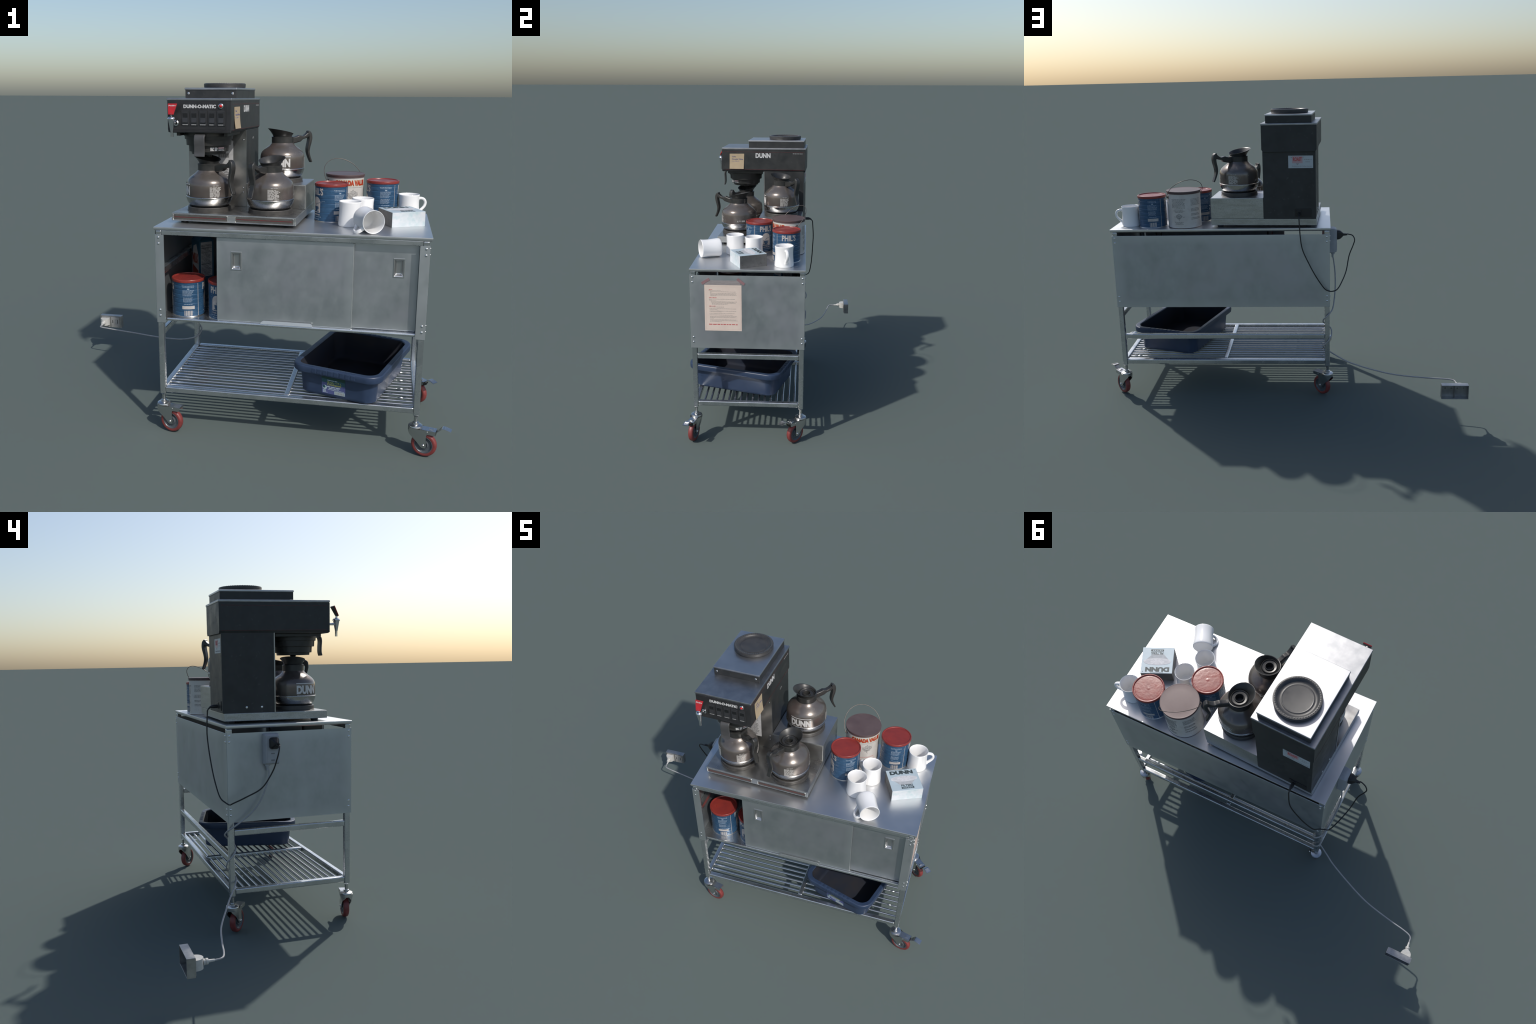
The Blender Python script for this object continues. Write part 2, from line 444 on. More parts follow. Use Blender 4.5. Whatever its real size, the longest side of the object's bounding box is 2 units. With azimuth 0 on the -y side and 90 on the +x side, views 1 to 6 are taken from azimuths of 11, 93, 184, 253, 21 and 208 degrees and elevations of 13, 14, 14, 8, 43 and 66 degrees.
def lines(bm, x0, x1, ys, lh, seed, depth=0.0003, align='left', fill=(0.75, 1.0), word=(2.0, 6.0), ragged=True, gap=0.5):
    """Rows of small word-shaped bars, standing for print too small to read."""
    rg = random.Random(seed)
    for y in ys:
        W = (x1 - x0) * (rg.uniform(*fill) if ragged else 1.0)
        a = x0 if align == 'left' else (x0 + x1) / 2 - W / 2
        b = a + W
        cx = a
        while cx < b - lh * 0.8:
            wl = min(rg.uniform(*word) * lh, b - cx)
            flat(bm, cx, cx + wl, y - lh * rg.uniform(0.26, 0.34), y + lh * rg.uniform(0.26, 0.40), depth)
            cx += wl + lh * gap


def on_plane(bm, M):
    bmesh.ops.transform(bm, matrix=M, verts=bm.verts)
    return bm


def on_cylinder(bm, angle, R, z0, proud=0.0004, zscale=1.0):
    es = [e for e in bm.edges if abs(e.verts[0].co.x - e.verts[1].co.x) > 0.006]
    while es:
        bmesh.ops.triangulate(bm, faces=bm.faces[:])
        es = [e for e in bm.edges if abs(e.verts[0].co.x - e.verts[1].co.x) > 0.006]
        if not es:
            break
        bmesh.ops.subdivide_edges(bm, edges=es, cuts=1)
        es = [e for e in bm.edges if abs(e.verts[0].co.x - e.verts[1].co.x) > 0.006]
    for v in bm.verts:
        r = (R(z0 + v.co.y) if callable(R) else R) + proud + v.co.z
        a = angle + v.co.x / (R(z0) if callable(R) else R)
        v.co = Vector((r * cos(a), r * sin(a), z0 + v.co.y))
    return bm


# ================================================================== CART
cart = thing("service_cart", "steel utility cart with sliding-door cabinet, slatted shelf and red casters", "utility cart", (0.279, -0.149, 0))
CX, CY = 0.279, -0.149
def cb(bm, x0, x1, y0, y1, z0, z1, **k):      # box in world coordinates, stored in the cart's frame
    return box(bm, x0 - CX, x1 - CX, y0 - CY, y1 - CY, z0, z1, **k)

XL, XR, YF, YB = -0.295, 0.849, -0.434, 0.137     # leg centres
PL, PR, PF, PB = -0.3105, 0.8655, -0.4515, 0.153  # outer faces of the sheet panels

# tabletop: flat sheet with a turned-down, undercut edge
bm = new_bm()
def rect(x0, x1, y0, y1, z):
    return [(x0 - CX, y0 - CY, z), (x1 - CX, y0 - CY, z), (x1 - CX, y1 - CY, z), (x0 - CX, y1 - CY, z)]
tx0, tx1, ty0, ty1 = -0.3155, 0.8738, -0.4515, 0.1535
rings = []
for inset, z in ((0.0065, 0.9525), (0.0045, 0.9530), (0.0012, 0.9575), (0.0, 0.9610), (0.0, 0.9680), (0.0010, 0.9690)):
    rings.append(rect(tx0 + inset, tx1 - inset, ty0 + inset, ty1 - inset, z))
loft(bm, rings, True, True)
part("tabletop", bm, STEEL_TOP, cart, angle=50)

# legs
leg_bm = new_bm()
box(leg_bm, -0.0135, 0.0135, -0.0135, 0.0135, 0.182, 0.9536, bevel=0.0058, segs=4)
leg_me = mesh_from(leg_bm, "leg", STEEL_TUBE)
for x in (XL, XR):
    for y in (YF, YB):
        put("leg", leg_me, cart, (x - CX, y - CY, 0))

# side panels, folded round the front legs; back panel
for s, px in ((-1, PL), (1, PR)):
    bm = new_bm()
    cb(bm, *sorted((px, px - s * 0.0018)), PF + 0.0022, PB - 0.0022, 0.5315, 0.934)
    cb(bm, *sorted((px - s * 0.0015, px - s * 0.041)), PF, PF + 0.002, 0.5325, 0.9345)
    tube(bm, [(px - s * 0.0022 - CX, PF + 0.0022 - CY, 0.5318), (px - s * 0.0022 - CX, PF + 0.0022 - CY, 0.9342)], 0.0022, 10)
    part("side_panel", bm, STEEL_PANEL, cart)
bm = new_bm()
cb(bm, PL + 0.0008, PR - 0.0008, PB - 0.002, PB, 0.5305, 0.9345, bevel=0.0006, segs=1)
part("back_panel", bm, STEEL_SHEET, cart)

# rivets: two at each end of every panel corner
rv = new_bm(); rivet_head(rv, Matrix.Identity(4))
rv_me = mesh_from(rv, "rivet", RIVET)
for z in (0.922, 0.895, 0.591, 0.564):
    for x in (PL + 0.016, PR - 0.016):
        put("rivet", rv_me, cart, (x - CX, PF - CY, z), (pi / 2, 0, 0))
        put("rivet", rv_me, cart, (x - CX, PB - CY, z), (-pi / 2, 0, 0))
    for y in (PF + 0.015, PB - 0.014):
        put("rivet", rv_me, cart, (PL - CX, y - CY, z), (0, -pi / 2, 0))
        put("rivet", rv_me, cart, (PR - CX, y - CY, z), (0, pi / 2, 0))

# frame bars: lower frame, side rails, inner cabinet rails, rear rail, front track
def rail(name, x0, x1, y0, y1, z0, z1, mat=STEEL_TUBE, bevel=0.0052):
    b = new_bm(); cb(b, x0, x1, y0, y1, z0, z1, bevel=bevel, segs=4)
    return part(name, b, mat, cart)
for y in (YF, YB):
    rail("shelf_rail", XL + 0.0135, XR - 0.0135, y - 0.013, y + 0.013, 0.192, 0.2185)
for x in (XL, XR):
    rail("shelf_rail", x - 0.013, x + 0.013, YF + 0.0135, YB - 0.0135, 0.1925, 0.219)
    rail("side_rail", x - 0.012, x + 0.012, YF + 0.0135, YB - 0.0135, 0.467, 0.495)
    rail("cabinet_rail", x - 0.012, x + 0.012, YF + 0.0135, YB - 0.0135, 0.747, 0.780)
rail("rear_rail", XL + 0.0135, XR - 0.0135, YB - 0.011, YB + 0.013, 0.341, 0.370)
rail("shelf_crossbar", 0.266, 0.290, YF + 0.013, YB - 0.013, 0.196, 0.2195)
rail("door_track", XL + 0.0135, XR - 0.0135, -0.4470, -0.4235, 0.9335, 0.9535, bevel=0.002)
rail("cabinet_rail", XL + 0.0135, XR - 0.0135, YB - 0.012, YB + 0.008, 0.885, 0.905)

# slatted shelf rods; every third has added bulges copying sparkle at its ends
plain, beaded = new_bm(), new_bm()
x0, x1 = XL + 0.011 - CX, XR - 0.011 - CX
tube(plain, [(x0, 0, 0), (x1, 0, 0)], 0.0059, 12)
px_, pr_ = [x0, x0 + 0.012, x0 + 0.014, x0 + 0.020, x0 + 0.023], [0.0070, 0.0070, 0.0045, 0.0045, 0.0060]
e = x1
px_ += [e - 0.105, e - 0.102, e - 0.075, e - 0.072, e - 0.066, e - 0.058, e - 0.053, e - 0.047, e - 0.043, e - 0.028, e - 0.022, e]
pr_ += [0.0060, 0.0048, 0.0048, 0.0034, 0.0034, 0.0066, 0.0066, 0.0040, 0.0040, 0.0068, 0.0050, 0.0060]
tube(beaded, [(x, 0, 0) for x in px_], pr_, 12)
rod_a, rod_b = mesh_from(plain, "shelf_rod", STEEL_ROD), mesh_from(beaded, "shelf_rod", STEEL_ROD_DULL)
for i in range(16):
    put("shelf_rod", rod_b if i % 3 == 2 else rod_a, cart, (0, -0.3905 + 0.03293 * i - CY, 0.2065))

# cabinet floor with rolled front edge and the little guide lip
bm = new_bm()
cb(bm, XL - 0.012, XR + 0.012, -0.434, PB - 0.003, 0.5405, 0.5455)
prof = [(-0.4335, 0.5375), (-0.4385, 0.5385), (-0.4405, 0.5425), (-0.4405, 0.5475), (-0.438, 0.5515), (-0.434, 0.5525), (-0.4305, 0.5505), (-0.4295, 0.5455)]
prism(bm, [(y - CY, z) for y, z in prof], XR - XL - 0.052, frame((XL + 0.026 - CX, 0, 0), (0, 1, 0), (0, 0, 1)))
part("cabinet_floor", bm, STEEL_TUBE, cart)
bm = new_bm()
lip = [(0.160, 0.552), (0.165, 0.562), (0.174, 0.5675), (0.380, 0.5675), (0.388, 0.563), (0.391, 0.552)]
prism(bm, [(x - CX, z) for x, z in lip], 0.002, frame((0, -0.4420 - 0.22 * 0.552 / 1.024 - CY, 0.552 - 0.552 / 1.024), (1, 0, 0), (0, 0.22, 1)))
part("guide_lip", bm, STEEL_TOP, cart)
for yy in (-0.424, -0.407):
    rail("door_guide", 0.245, XR - 0.015, yy - 0.002, yy + 0.002, 0.545, 0.5495, bevel=0.0008)

# sliding doors with pressed border and recessed pulls
def door(x0, x1, y, z0, z1, hx, hz0=0.7875, hz1=0.870, hw=0.047):
    b = new_bm()
    t = 0.010
    h0, h1 = hx - hw / 2 + 0.004, hx + hw / 2 - 0.004
    # sheet in four pieces around the pull's hole
    for (a, c, d, f) in ((x0, h0, z0, z1), (h1, x1, z0, z1), (h0, h1, z0, hz0 + 0.004), (h0, h1, hz1 - 0.004, z1)):
        cb(b, a, c, y, y + t, d, f)
    bmesh.ops.remove_doubles(b, verts=b.verts, dist=1e-5)
    d_ob = part("sliding_door", b, STEEL_SHEET, cart)
    k = new_bm()   # rolled edges
    for a, c in (((x0, z0), (x0, z1)), ((x1, z0), (x1, z1)), ((x0, z1), (x1, z1)), ((x0, z0), (x1, z0))):
        tube(k, [(a[0] - CX, y + 0.0035 - CY, a[1]), (c[0] - CX, y + 0.0035 - CY, c[1])], 0.0040, 8)
    part("door_edge", k, STEEL_SHEET, d_ob)
    # pull: raised rectangular frame falling into a scooped cup
    k = new_bm()
    zc = (hz0 + hz1) / 2
    rr = []
    for a, bb, r, dy in ((hw / 2, 0.0412, 0.001, 0.0), (hw / 2 - 0.0006, 0.0406, 0.001, -0.0028), (hw / 2 - 0.003, 0.038, 0.002, -0.0034),
                         (hw / 2 - 0.007, 0.0335, 0.003, -0.0020), (hw / 2 - 0.0085, 0.0320, 0.003, 0.003), (hw / 2 - 0.011, 0.029, 0.004, 0.0085),
                         (hw / 2 - 0.016, 0.024, 0.004, 0.0098)):
        rr.append([(hx + p - CX, y + dy - CY, zc + q) for p, q in rounded_rect(a, bb, r, 4)])
    loft(k, rr, False, True)
    part("door_pull", k, PULL_STEEL, d_ob, angle=60)
door(0.235, 0.8225, -0.4155, 0.556, 0.929, 0.7445)
door(-0.0336, 0.554, -0.4315, 0.5545, 0.9285, 0.0513)

# ---- casters
def caster_meshes():
    s = new_bm()   # swivel fork
    lathe(s, [(0, 0.1785), (0.0085, 0.1785), (0.0075, 0.150), (0.0135, 0.1495), (0.0135, 0.1425), (0.016, 0.1415), (0.024, 0.1405), (0.0295, 0.1375),
              (0.0305, 0.1345), (0.0285, 0.1335), (0.0285, 0.1322), (0.0310, 0.1312), (0.0313, 0.1262), (0, 0.1262)], 40)
    # cheeks: wide under the swivel, drawn in round the wheel towards the axle
    def lerp_table(t, tab):
        for (z0_, v0), (z1_, v1) in zip(tab[:-1], tab[1:]):
            if t <= z1_:
                return v0 + (v1 - v0) * max(0.0, (t - z0_) / (z1_ - z0_))
        return tab[-1][1]
    left = [(0.0435, 0.0405), (0.0445, 0.0350), (0.0480, 0.0300), (0.0540, 0.0245), (0.0750, 0.0060), (0.1000, -0.0210), (0.1120, -0.0290), (0.1285, -0.0312)]
    right = [(0.0435, 0.0415), (0.0445, 0.0470), (0.0480, 0.0515), (0.0560, 0.0538), (0.0800, 0.0515), (0.1000, 0.0515), (0.1100, 0.0545), (0.1285, 0.0560)]
    for side in (-1, 1):
        grid = {}
        levels = [0.0435, 0.0445, 0.048, 0.054, 0.06, 0.07, 0.08, 0.09, 0.10, 0.106, 0.112, 0.12, 0.1285]
        for lay in (0, 1):
            for i, zz in enumerate(levels):
                for j in range(9):
                    sx = lerp_table(zz, left) + (lerp_table(zz, right) - lerp_table(zz, left)) * j / 8
                    out = 0.0172 + 0.0026 * (1 - lay)
                    k_ = min(1.0, max(0.0, (zz - 0.058) / 0.062))
                    disc = math.sqrt(max(0.0, 0.0314 ** 2 - min(0.0, sx) ** 2)) if sx > -0.0314 else 0.0
                    target_y = disc if sx < 0.012 else 0.0314 - (0.0314 - 0.0198) * min(1.0, (sx - 0.012) / 0.026)
                    yv = out + (max(out * (0.2 + 0.8 * (1 - k_)), target_y - 0.0026 * lay) - out) * (k_ ** 1.5)
                    grid[lay, i, j] = s.verts.new((sx, side * yv, zz))
        for lay in (0, 1):
            for i in range(len(levels) - 1):
                for j in range(8):
                    s.faces.new((grid[lay, i, j], grid[lay, i, j + 1], grid[lay, i + 1, j + 1], grid[lay, i + 1, j]))
        for i in range(len(levels) - 1):
            for j in (0, 8):
                s.faces.new((grid[0, i, j], grid[0, i + 1, j], grid[1, i + 1, j], grid[1, i, j]))
        for j in range(8):
            s.faces.new((grid[0, 0, j], grid[0, 0, j + 1], grid[1, 0, j + 1], grid[1, 0, j]))
        prism(s, [(0.050, 0.1095), (0.060, 0.1100), (0.086, 0.1105), (0.0905, 0.1150), (0.0905, 0.128), (0.050, 0.128)], 0.0024, frame((0, side * 0.0185 + 0.0012, 0), (1, 0, 0), (0, 0, 1)))
    # top plate: round swivel seat running out into the brake channel
    top = [(0.0905, -0.0195), (0.0905, 0.0195), (0.02, 0.0195)]
    for k in range(13):
        a = radians(42 + 276 * k / 12)
        top.append((0.0312 * cos(a), 0.0312 * sin(a)))
    top.append((0.02, -0.0195))
    prism(s, top, 0.0028, None, z0=0.1265)
    skirt = [(0.0312 * cos(radians(90 + 180 * k / 12)), 0.0312 * sin(radians(90 + 180 * k / 12))) for k in range(13)]
    rings = [[(x, y, z) for x, y in skirt] for z in (0.1185, 0.129)]
    R = [[s.verts.new(p) for p in r] for r in rings]
    for i in range(12):
        s.faces.new((R[0][i], R[0][i + 1], R[1][i + 1], R[1][i]))
    for side in (-1, 1):
        rivet_head(s, frame((0.041, side * 0.0198, 0.0560), (1, 0, 0), (0, 0, 1)) if side < 0 else frame((0.041, 0.0198, 0.0560), (-1, 0, 0), (0, 0, 1)), 0.0062, 0.0055)
        rivet_head(s, frame((0.0545, side * 0.0198, 0.1215), (1, 0, 0), (0, 0, 1)) if side < 0 else frame((0.0545, 0.0198, 0.1215), (-1, 0, 0), (0, 0, 1)), 0.0030, 0.0022)
    fork = mesh_from(s, "caster", CHROME, 30)
    ax = frame((0.041, 0, 0.0552), (1, 0, 0), (0, 0, 1))
    t = new_bm()
    lathe(t, [(0.0395, -0.0125), (0.0440, -0.0138), (0.0495, -0.0132), (0.0535, -0.0100), (0.0552, -0.0045), (0.0552, 0.0045), (0.0535, 0.0100),
              (0.0495, 0.0132), (0.0440, 0.0138), (0.0395, 0.0125), (0.0395, -0.0125)], 48, ax)
    tyre = mesh_from(t, "tyre", TYRE, 50)
    h = new_bm()
    for sg in (-1, 1):
        lathe(h, [(0.0396, sg * 0.0128), (0.0370, sg * 0.0132), (0.0355, sg * 0.0110), (0.0310, sg * 0.0060), (0.0215, sg * 0.0060), (0.0200, sg * 0.0115),
                  (0.0170, sg * 0.0125), (0.0150, sg * 0.0095), (0.0105, sg * 0.0095), (0.0095, sg * 0.0165), (0, sg * 0.0165)], 40, ax)
    hub = mesh_from(h, "wheel_hub", HUB, 40)
    p = new_bm()   # brake pedal: cranked tongue with a ribbed toe plate
    path = catmull([(0.062, 0, 0.1255), (0.078, 0, 0.1215), (0.091, 0, 0.1225), (0.103, 0, 0.1335), (0.113, 0, 0.1448), (0.121, 0, 0.1475), (0.136, 0, 0.1452), (0.1530, 0, 0.1405)], 5)
    wid = [0.0105 if q.x < 0.098 else 0.0105 + min(1, (q.x - 0.098) / 0.014) * 0.0052 for q in path]
    bar_sweep(p, path, [0.0014] * len(path), wid, (0, 1, 0), 2)
    for k in range(4):
        x = 0.128 + 0.0055 * k
        tube(p, [(x, -0.011, 0.1485 - 0.0016 * k), (x, 0.011, 0.1485 - 0.0016 * k)], 0.0013, 6)
    box(p, 0.060, 0.076, -0.0085, 0.0085, 0.127, 0.1335, bevel=0.002, segs=2)
    tube(p, [(0.080, -0.016, 0.127), (0.080, 0.016, 0.127)], 0.0032, 10)
    pedal = mesh_from(p, "brake_pedal", CHROME, 40)
    b = new_bm()
    box(b, 0.078, 0.0895, -0.012, 0.012, 0.107, 0.120, bevel=0.001)
    pad = mesh_from(b, "brake_pad", RUBBER)
    return fork, tyre, hub, pedal, pad
fork_me, tyre_me, hub_me, pedal_me, pad_me = caster_meshes()
for x, y, ang, pedal in ((XL, YF, -12.6, False), (XR, YF, -14.6, True), (XL, YB, -41.5, False), (XR, YB, -44.5, True)):
    c = put("caster", fork_me, cart, (x - CX, y - CY, 0), (0, 0, radians(ang)))
    put("tyre", tyre_me, c)
    put("wheel_hub", hub_me, c)
    if pedal:
        put("brake_pedal", pedal_me, c)
        put("brake_pad", pad_me, c)

# ---- taped notice on the right side panel
NM = frame((PR - CX + 0.0002, -0.2766 - CY, 0.756), (0, 1, 0), (0, 0, 1))   # x to the right, y up
bm = new_bm(); flat(bm, -0.0975, 0.0975, -0.126, 0.126, 0.0008)
notice = part("notice_sheet", on_plane(bm, NM), PAPER, cart)
bm = new_bm()
for (a, b, c, d) in ((-0.0895, 0.0905, 0.1165, 0.1175), (-0.0895, 0.0905, -0.1175, -0.1165), (-0.0895, -0.0885, -0.1175, 0.1175), (0.0895, 0.0905, -0.1175, 0.1175)):
    flat(bm, a, b, c, d, 0.0010)
part("notice_border", on_plane(bm, NM), PAPER_EDGE, notice, stuff=True)
bm = new_bm()
step = 0.0052
def nrow(y, x0, x1, seed):
    lines(bm, x0, x1, [y], 0.0032, seed, 0.0011, fill=(1, 1), word=(0.9, 3.2))
rows = [(0.0955, -0.075, -0.012), (0.0895, -0.068, 0.066), (0.0850, -0.068, -0.058), (0.0805, -0.068, 0.070), (0.0760, -0.066, 0.071), (0.0715, -0.066, 0.075), (0.0670, -0.066, -0.033),
        (0.0495, -0.074, 0.066), (0.0450, -0.074, -0.060), (0.0400, -0.072, -0.036), (0.0350, -0.064, 0.073), (0.0305, -0.061, 0.060), (0.0260, -0.059, 0.070), (0.0215, -0.059, 0.026),
        (0.0060, -0.073, 0.006), (-0.0035, -0.073, 0.071), (-0.0080, -0.072, -0.030), (-0.0160, -0.072, 0.070), (-0.0205, -0.072, -0.008), (-0.0290, -0.072, 0.059), (-0.0380, -0.071, 0.053),
        (-0.0460, -0.070, 0.072), (-0.0510, -0.070, 0.068), (-0.0560, -0.070, -0.050), (-0.0645, -0.069, 0.070), (-0.0695, -0.069, 0.076), (-0.0745, -0.070, -0.006)]
for i, (y, a, b) in enumerate(rows):
    nrow(y, a, b, 100 + i)
part("notice_print", on_plane(bm, NM), FADED_INK, notice, stuff=True)
bm = new_bm()
for y, a, b, lh in ((0.1005, -0.074, -0.054, 0.0042), (0.0565, -0.0735, -0.034, 0.0048), (0.0105, -0.0725, -0.040, 0.0048), (-0.0905, -0.076, 0.084, 0.0075)):
    lines(bm, a, b, [y], lh, int(y * 1e4) + 5000, 0.0011, fill=(1, 1), word=(0.8, 2.6))
part("notice_heading", on_plane(bm, NM), RED_INK, notice, stuff=True)
bm = new_bm(); flat(bm, -0.0975, 0.092, 0.1262, 0.151, 0.0007)
part("notice_tape", on_plane(bm, NM), TAPE_CLEAR, notice)
for cx, an in ((-0.091, 33), (0.094, -38)):
    bm = new_bm()
    flat(bm, -0.024, 0.024, -0.0072, 0.0072, 0.0009, 0.0008)
    M = NM @ Matrix.Translation((cx, 0.1455, 0)) @ Matrix.Rotation(radians(an), 4, 'Z')
    part("notice_tape", on_plane(bm, M), TAPE_RED, notice)

# ================================================================== COFFEE MAKER
mk = thing("coffee_maker", "black and stainless commercial coffee brewer with three warmers and a water tap", "coffee maker",
           (-0.2697, -0.3609, TABLE), radians(-2.55))
def z(h):            # world height -> brewer frame
    return h - TABLE

# low base with three burners
bm = new_bm()
box(bm, 0.005, 0.572, 0.012, 0.503, z(0.981), z(1.0165), bevel=0.003, segs=2)
base = part("brewer_base", bm, MACH_BASE_STEEL, mk)
bm = new_bm()
box(bm, 0.0075, 0.5695, 0.0145, 0.5005, z(1.0160), z(1.0172), bevel=0.0004, segs=1)
part("base_top_plate", bm, MACH_STEEL, base)
bm = new_bm()
for u in (0.05, 0.53):
    for v in (0.06, 0.46):
        lathe(bm, [(0, z(0.969)), (0.016, z(0.969)), (0.018, z(0.975)), (0.018, z(0.982)), (0, z(0.982))], 20, Matrix.Translation((u, v, 0)))
part("foot", bm, RUBBER, base, stuff=True)
for u0, u1 in ((0.012, 0.266), (0.299, 0.562)):
    bm = new_bm()
    rr = []
    for a, b, r, d in ((0, 0.0135, 0.004, 0.0), (-0.0012, 0.0123, 0.004, 0.002), (-0.0028, 0.0107, 0.003, 0.0004)):
        rr.append([((u0 + u1) / 2 + p, 0.0118 - d, z(0.9985) + q) for p, q in rounded_rect((u1 - u0) / 2 + a, b, r, 4)])
    loft(bm, rr, False, False)
    part("trim_frame", bm, MACH_BASE_STEEL, base)
    bm = new_bm()
    box(bm, u0 + 0.002, u1 - 0.002, 0.0110, 0.0125, z(0.9875), z(1.0095))
    t = part("trim_strip", bm, TRIM_BROWN, base)
    bm = new_bm()
    box(bm, u0 + 0.007, u1 - 0.008, 0.0104, 0.0112, z(0.9975), z(1.0005))
    part("trim_stripe", bm, RED_STRIPE, base)

# warmer step on the right
bm = new_bm()
box(bm, 0.2868, 0.571, 0.256, 0.5065, z(1.0172), z(1.128), bevel=0.003, segs=2)
part("warmer_box", bm, MACH_BASE_STEEL, mk)
bm = new_bm()
box(bm, 0.290, 0.5675, 0.2548, 0.2562, z(1.018), z(1.124))
part("warmer_front", bm, MACH_STEEL, mk)
bm = new_bm()
box(bm, 0.2885, 0.5695, 0.258, 0.505, z(1.1275), z(1.1288))
part("warmer_top", bm, MACH_TOP, mk)

# upright column
bm = new_bm()
box(bm, 0.008, 0.2855, 0.2640, 0.5085, z(1.0172), z(1.374), bevel=0.0015, segs=2)
part("column", bm, BLACK_PAINT, mk)
bm = new_bm()
box(bm, 0.0065, 0.2868, 0.2612, 0.2642, z(1.0172), z(1.3725), bevel=0.001, segs=1)
box(bm, 0.2855, 0.2872, 0.2612, 0.2665, z(1.0172), z(1.3725))
box(bm, 0.0062, 0.0080, 0.2612, 0.2665, z(1.0172), z(1.3725))
part("splash_plate", bm, MACH_STEEL, mk)
bm = new_bm()
for u, v_ in ((0.2735, 1.329), (0.272, 1.106), (0.272, 1.085), (0.02, 1.329), (0.02, 1.106)):
    rivet_head(bm, frame((u, 0.2612, z(v_)), (1, 0, 0), (0, 0, 1)), 0.0040, 0.002)
for v in (0.326, 0.397):
    rivet_head(bm, frame((0.008, v, z(1.042)), (0, -1, 0), (0, 0, 1)), 0.0055, 0.002)
part("screw", bm, RIVET, mk, stuff=True)
bm = new_bm()      # instruction sticker on the splash plate
flat(bm, -0.053, 0.053, 0, 0.235, 0.0006)
sp = part("splash_label", on_plane(bm, frame((0.171, 0.2612, z(1.09)), (1, 0, 0), (0, 0, 1))), MILK_WHITE, mk)
bm = new_bm()
lines(bm, -0.046, 0.044, [0.012 + 0.0080 * k for k in range(15)], 0.0050, 41, 0.0009)
for k in range(12):
    flat(bm, -0.020 + 0.0045 * k, -0.0174 + 0.0045 * k + 0.0008 * (k % 2), 0.155, 0.175, 0.0009)
part("label_print", on_plane(bm, frame((0.171, 0.2612, z(1.09)), (1, 0, 0), (0, 0, 1))), DARK_INK, sp, stuff=True)

# overhanging head
bm = new_bm()
prof = [(0.0, z(1.375)), (0.004, z(1.371)), (0.2863, z(1.371)), (0.2903, z(1.375)), (0.2903, z(1.5095)), (0.0, z(1.5095))]
# the long lower edges are chamfered
pr = [(0.0015, z(1.3825)), (0.010, z(1.3705)), (0.2803, z(1.3705)), (0.2888, z(1.3825)), (0.2888, z(1.5105)), (0.0015, z(1.5105))]
prism(bm, pr, 0.5150, frame((0, 0.5170, 0), (1, 0, 0), (0, 0, 1)))
bmesh.ops.bevel(bm, geom=[e for e in bm.edges], offset=0.0012, segments=1, affect='EDGES')
head = part("brewer_head", bm, BLACK_PAINT, mk)
bm = new_bm()
box(bm, -0.0008, 0.2911, -0.0008, 0.5195, z(1.5065), z(1.5172), bevel=0.0025, segs=3)
part("head_top", bm, HEAD_TOP, mk)

# hopper box and its round lid
bm = new_bm()
box(bm, 0.0275, 0.2665, 0.1655, 0.5055, z(1.5170), z(1.556), bevel=0.001, segs=1)
part("hopper", bm, BLACK_PAINT, mk)
bm = new_bm()
box(bm, 0.0248, 0.2692, 0.1628, 0.5082, z(1.5530), z(1.5622), bevel=0.0024, segs=3)
part("hopper_top", bm, MACH_TOP, mk)
bm = new_bm()
for u in (0.0425, 0.2485):
    rivet_head(bm, frame((u, 0.1655, z(1.5375)), (1, 0, 0), (0, 0, 1)), 0.0055, 0.003)
part("screw", bm, RIVET, mk, stuff=True)
LM = Matrix.Translation((0.1504, 0.3822, 0))
bm = new_bm()
lathe(bm, [(0.094, z(1.5622)), (0.0985, z(1.566)), (0.0997, z(1.580)), (0.0985, z(1.5838)), (0.0930, z(1.5845)), (0.0870, z(1.5840)), (0.0830, z(1.5795)),
           (0.0790, z(1.5745)), (0.0690, z(1.5735)), (0.0665, z(1.5755)), (0.0630, z(1.5758)), (0.060, z(1.5740)), (0, z(1.5735))], 96, LM)
lid = part("hopper_lid", bm, LID_DARK, mk, angle=50)
bm = new_bm()
for k in range(52):
    a = 2 * pi * k / 52
    lathe(bm, [(0.0034, z(1.5835)), (0.0026, z(1.5850)), (0.0012, z(1.5855)), (0, z(1.5856))], 8, LM @ Matrix.Translation((0.0915 * cos(a), 0.0915 * sin(a), 0)))
part("lid_bead", bm, LID_BEAD, lid, stuff=True)

# control panel
FM = frame((0, -0.0002, 0), (1, 0, 0), (0, 0, 1))       # x = along the front, y = height, out of the face
def face(bm_, M=FM):
    return on_plane(bm_, M)
bm = new_bm()
box(bm, 0.004, 0.2865, -0.0012, 0.003, z(1.3735), z(1.5050), bevel=0.0012, segs=1)
cp = part("control_panel", bm, BLACK_PANEL, mk)
bm = new_bm()
for a, b in (((0.262, 1.378), (0.262, 1.502)), ((0.270, 1.378), (0.270, 1.502)), ((0.03, 1.3805), (0.284, 1.3805)), ((0.03, 1.3860), (0.284, 1.3860))):
    tube(bm, [(a[0], -0.0012, z(a[1])), (b[0], -0.0012, z(b[1]))], 0.0009, 6)
part("panel_ridge", bm, BLACK_PANEL, cp, stuff=True)
bm = letters("DUNN-O-MATIC", 0.1455, 0.0155, 0.0006, 0.055, 0.1490, z(1.4750))
part("lettering", face(bm, FM @ Matrix.Translation((0, 0, 0.0012))), WHITE_INK, cp)
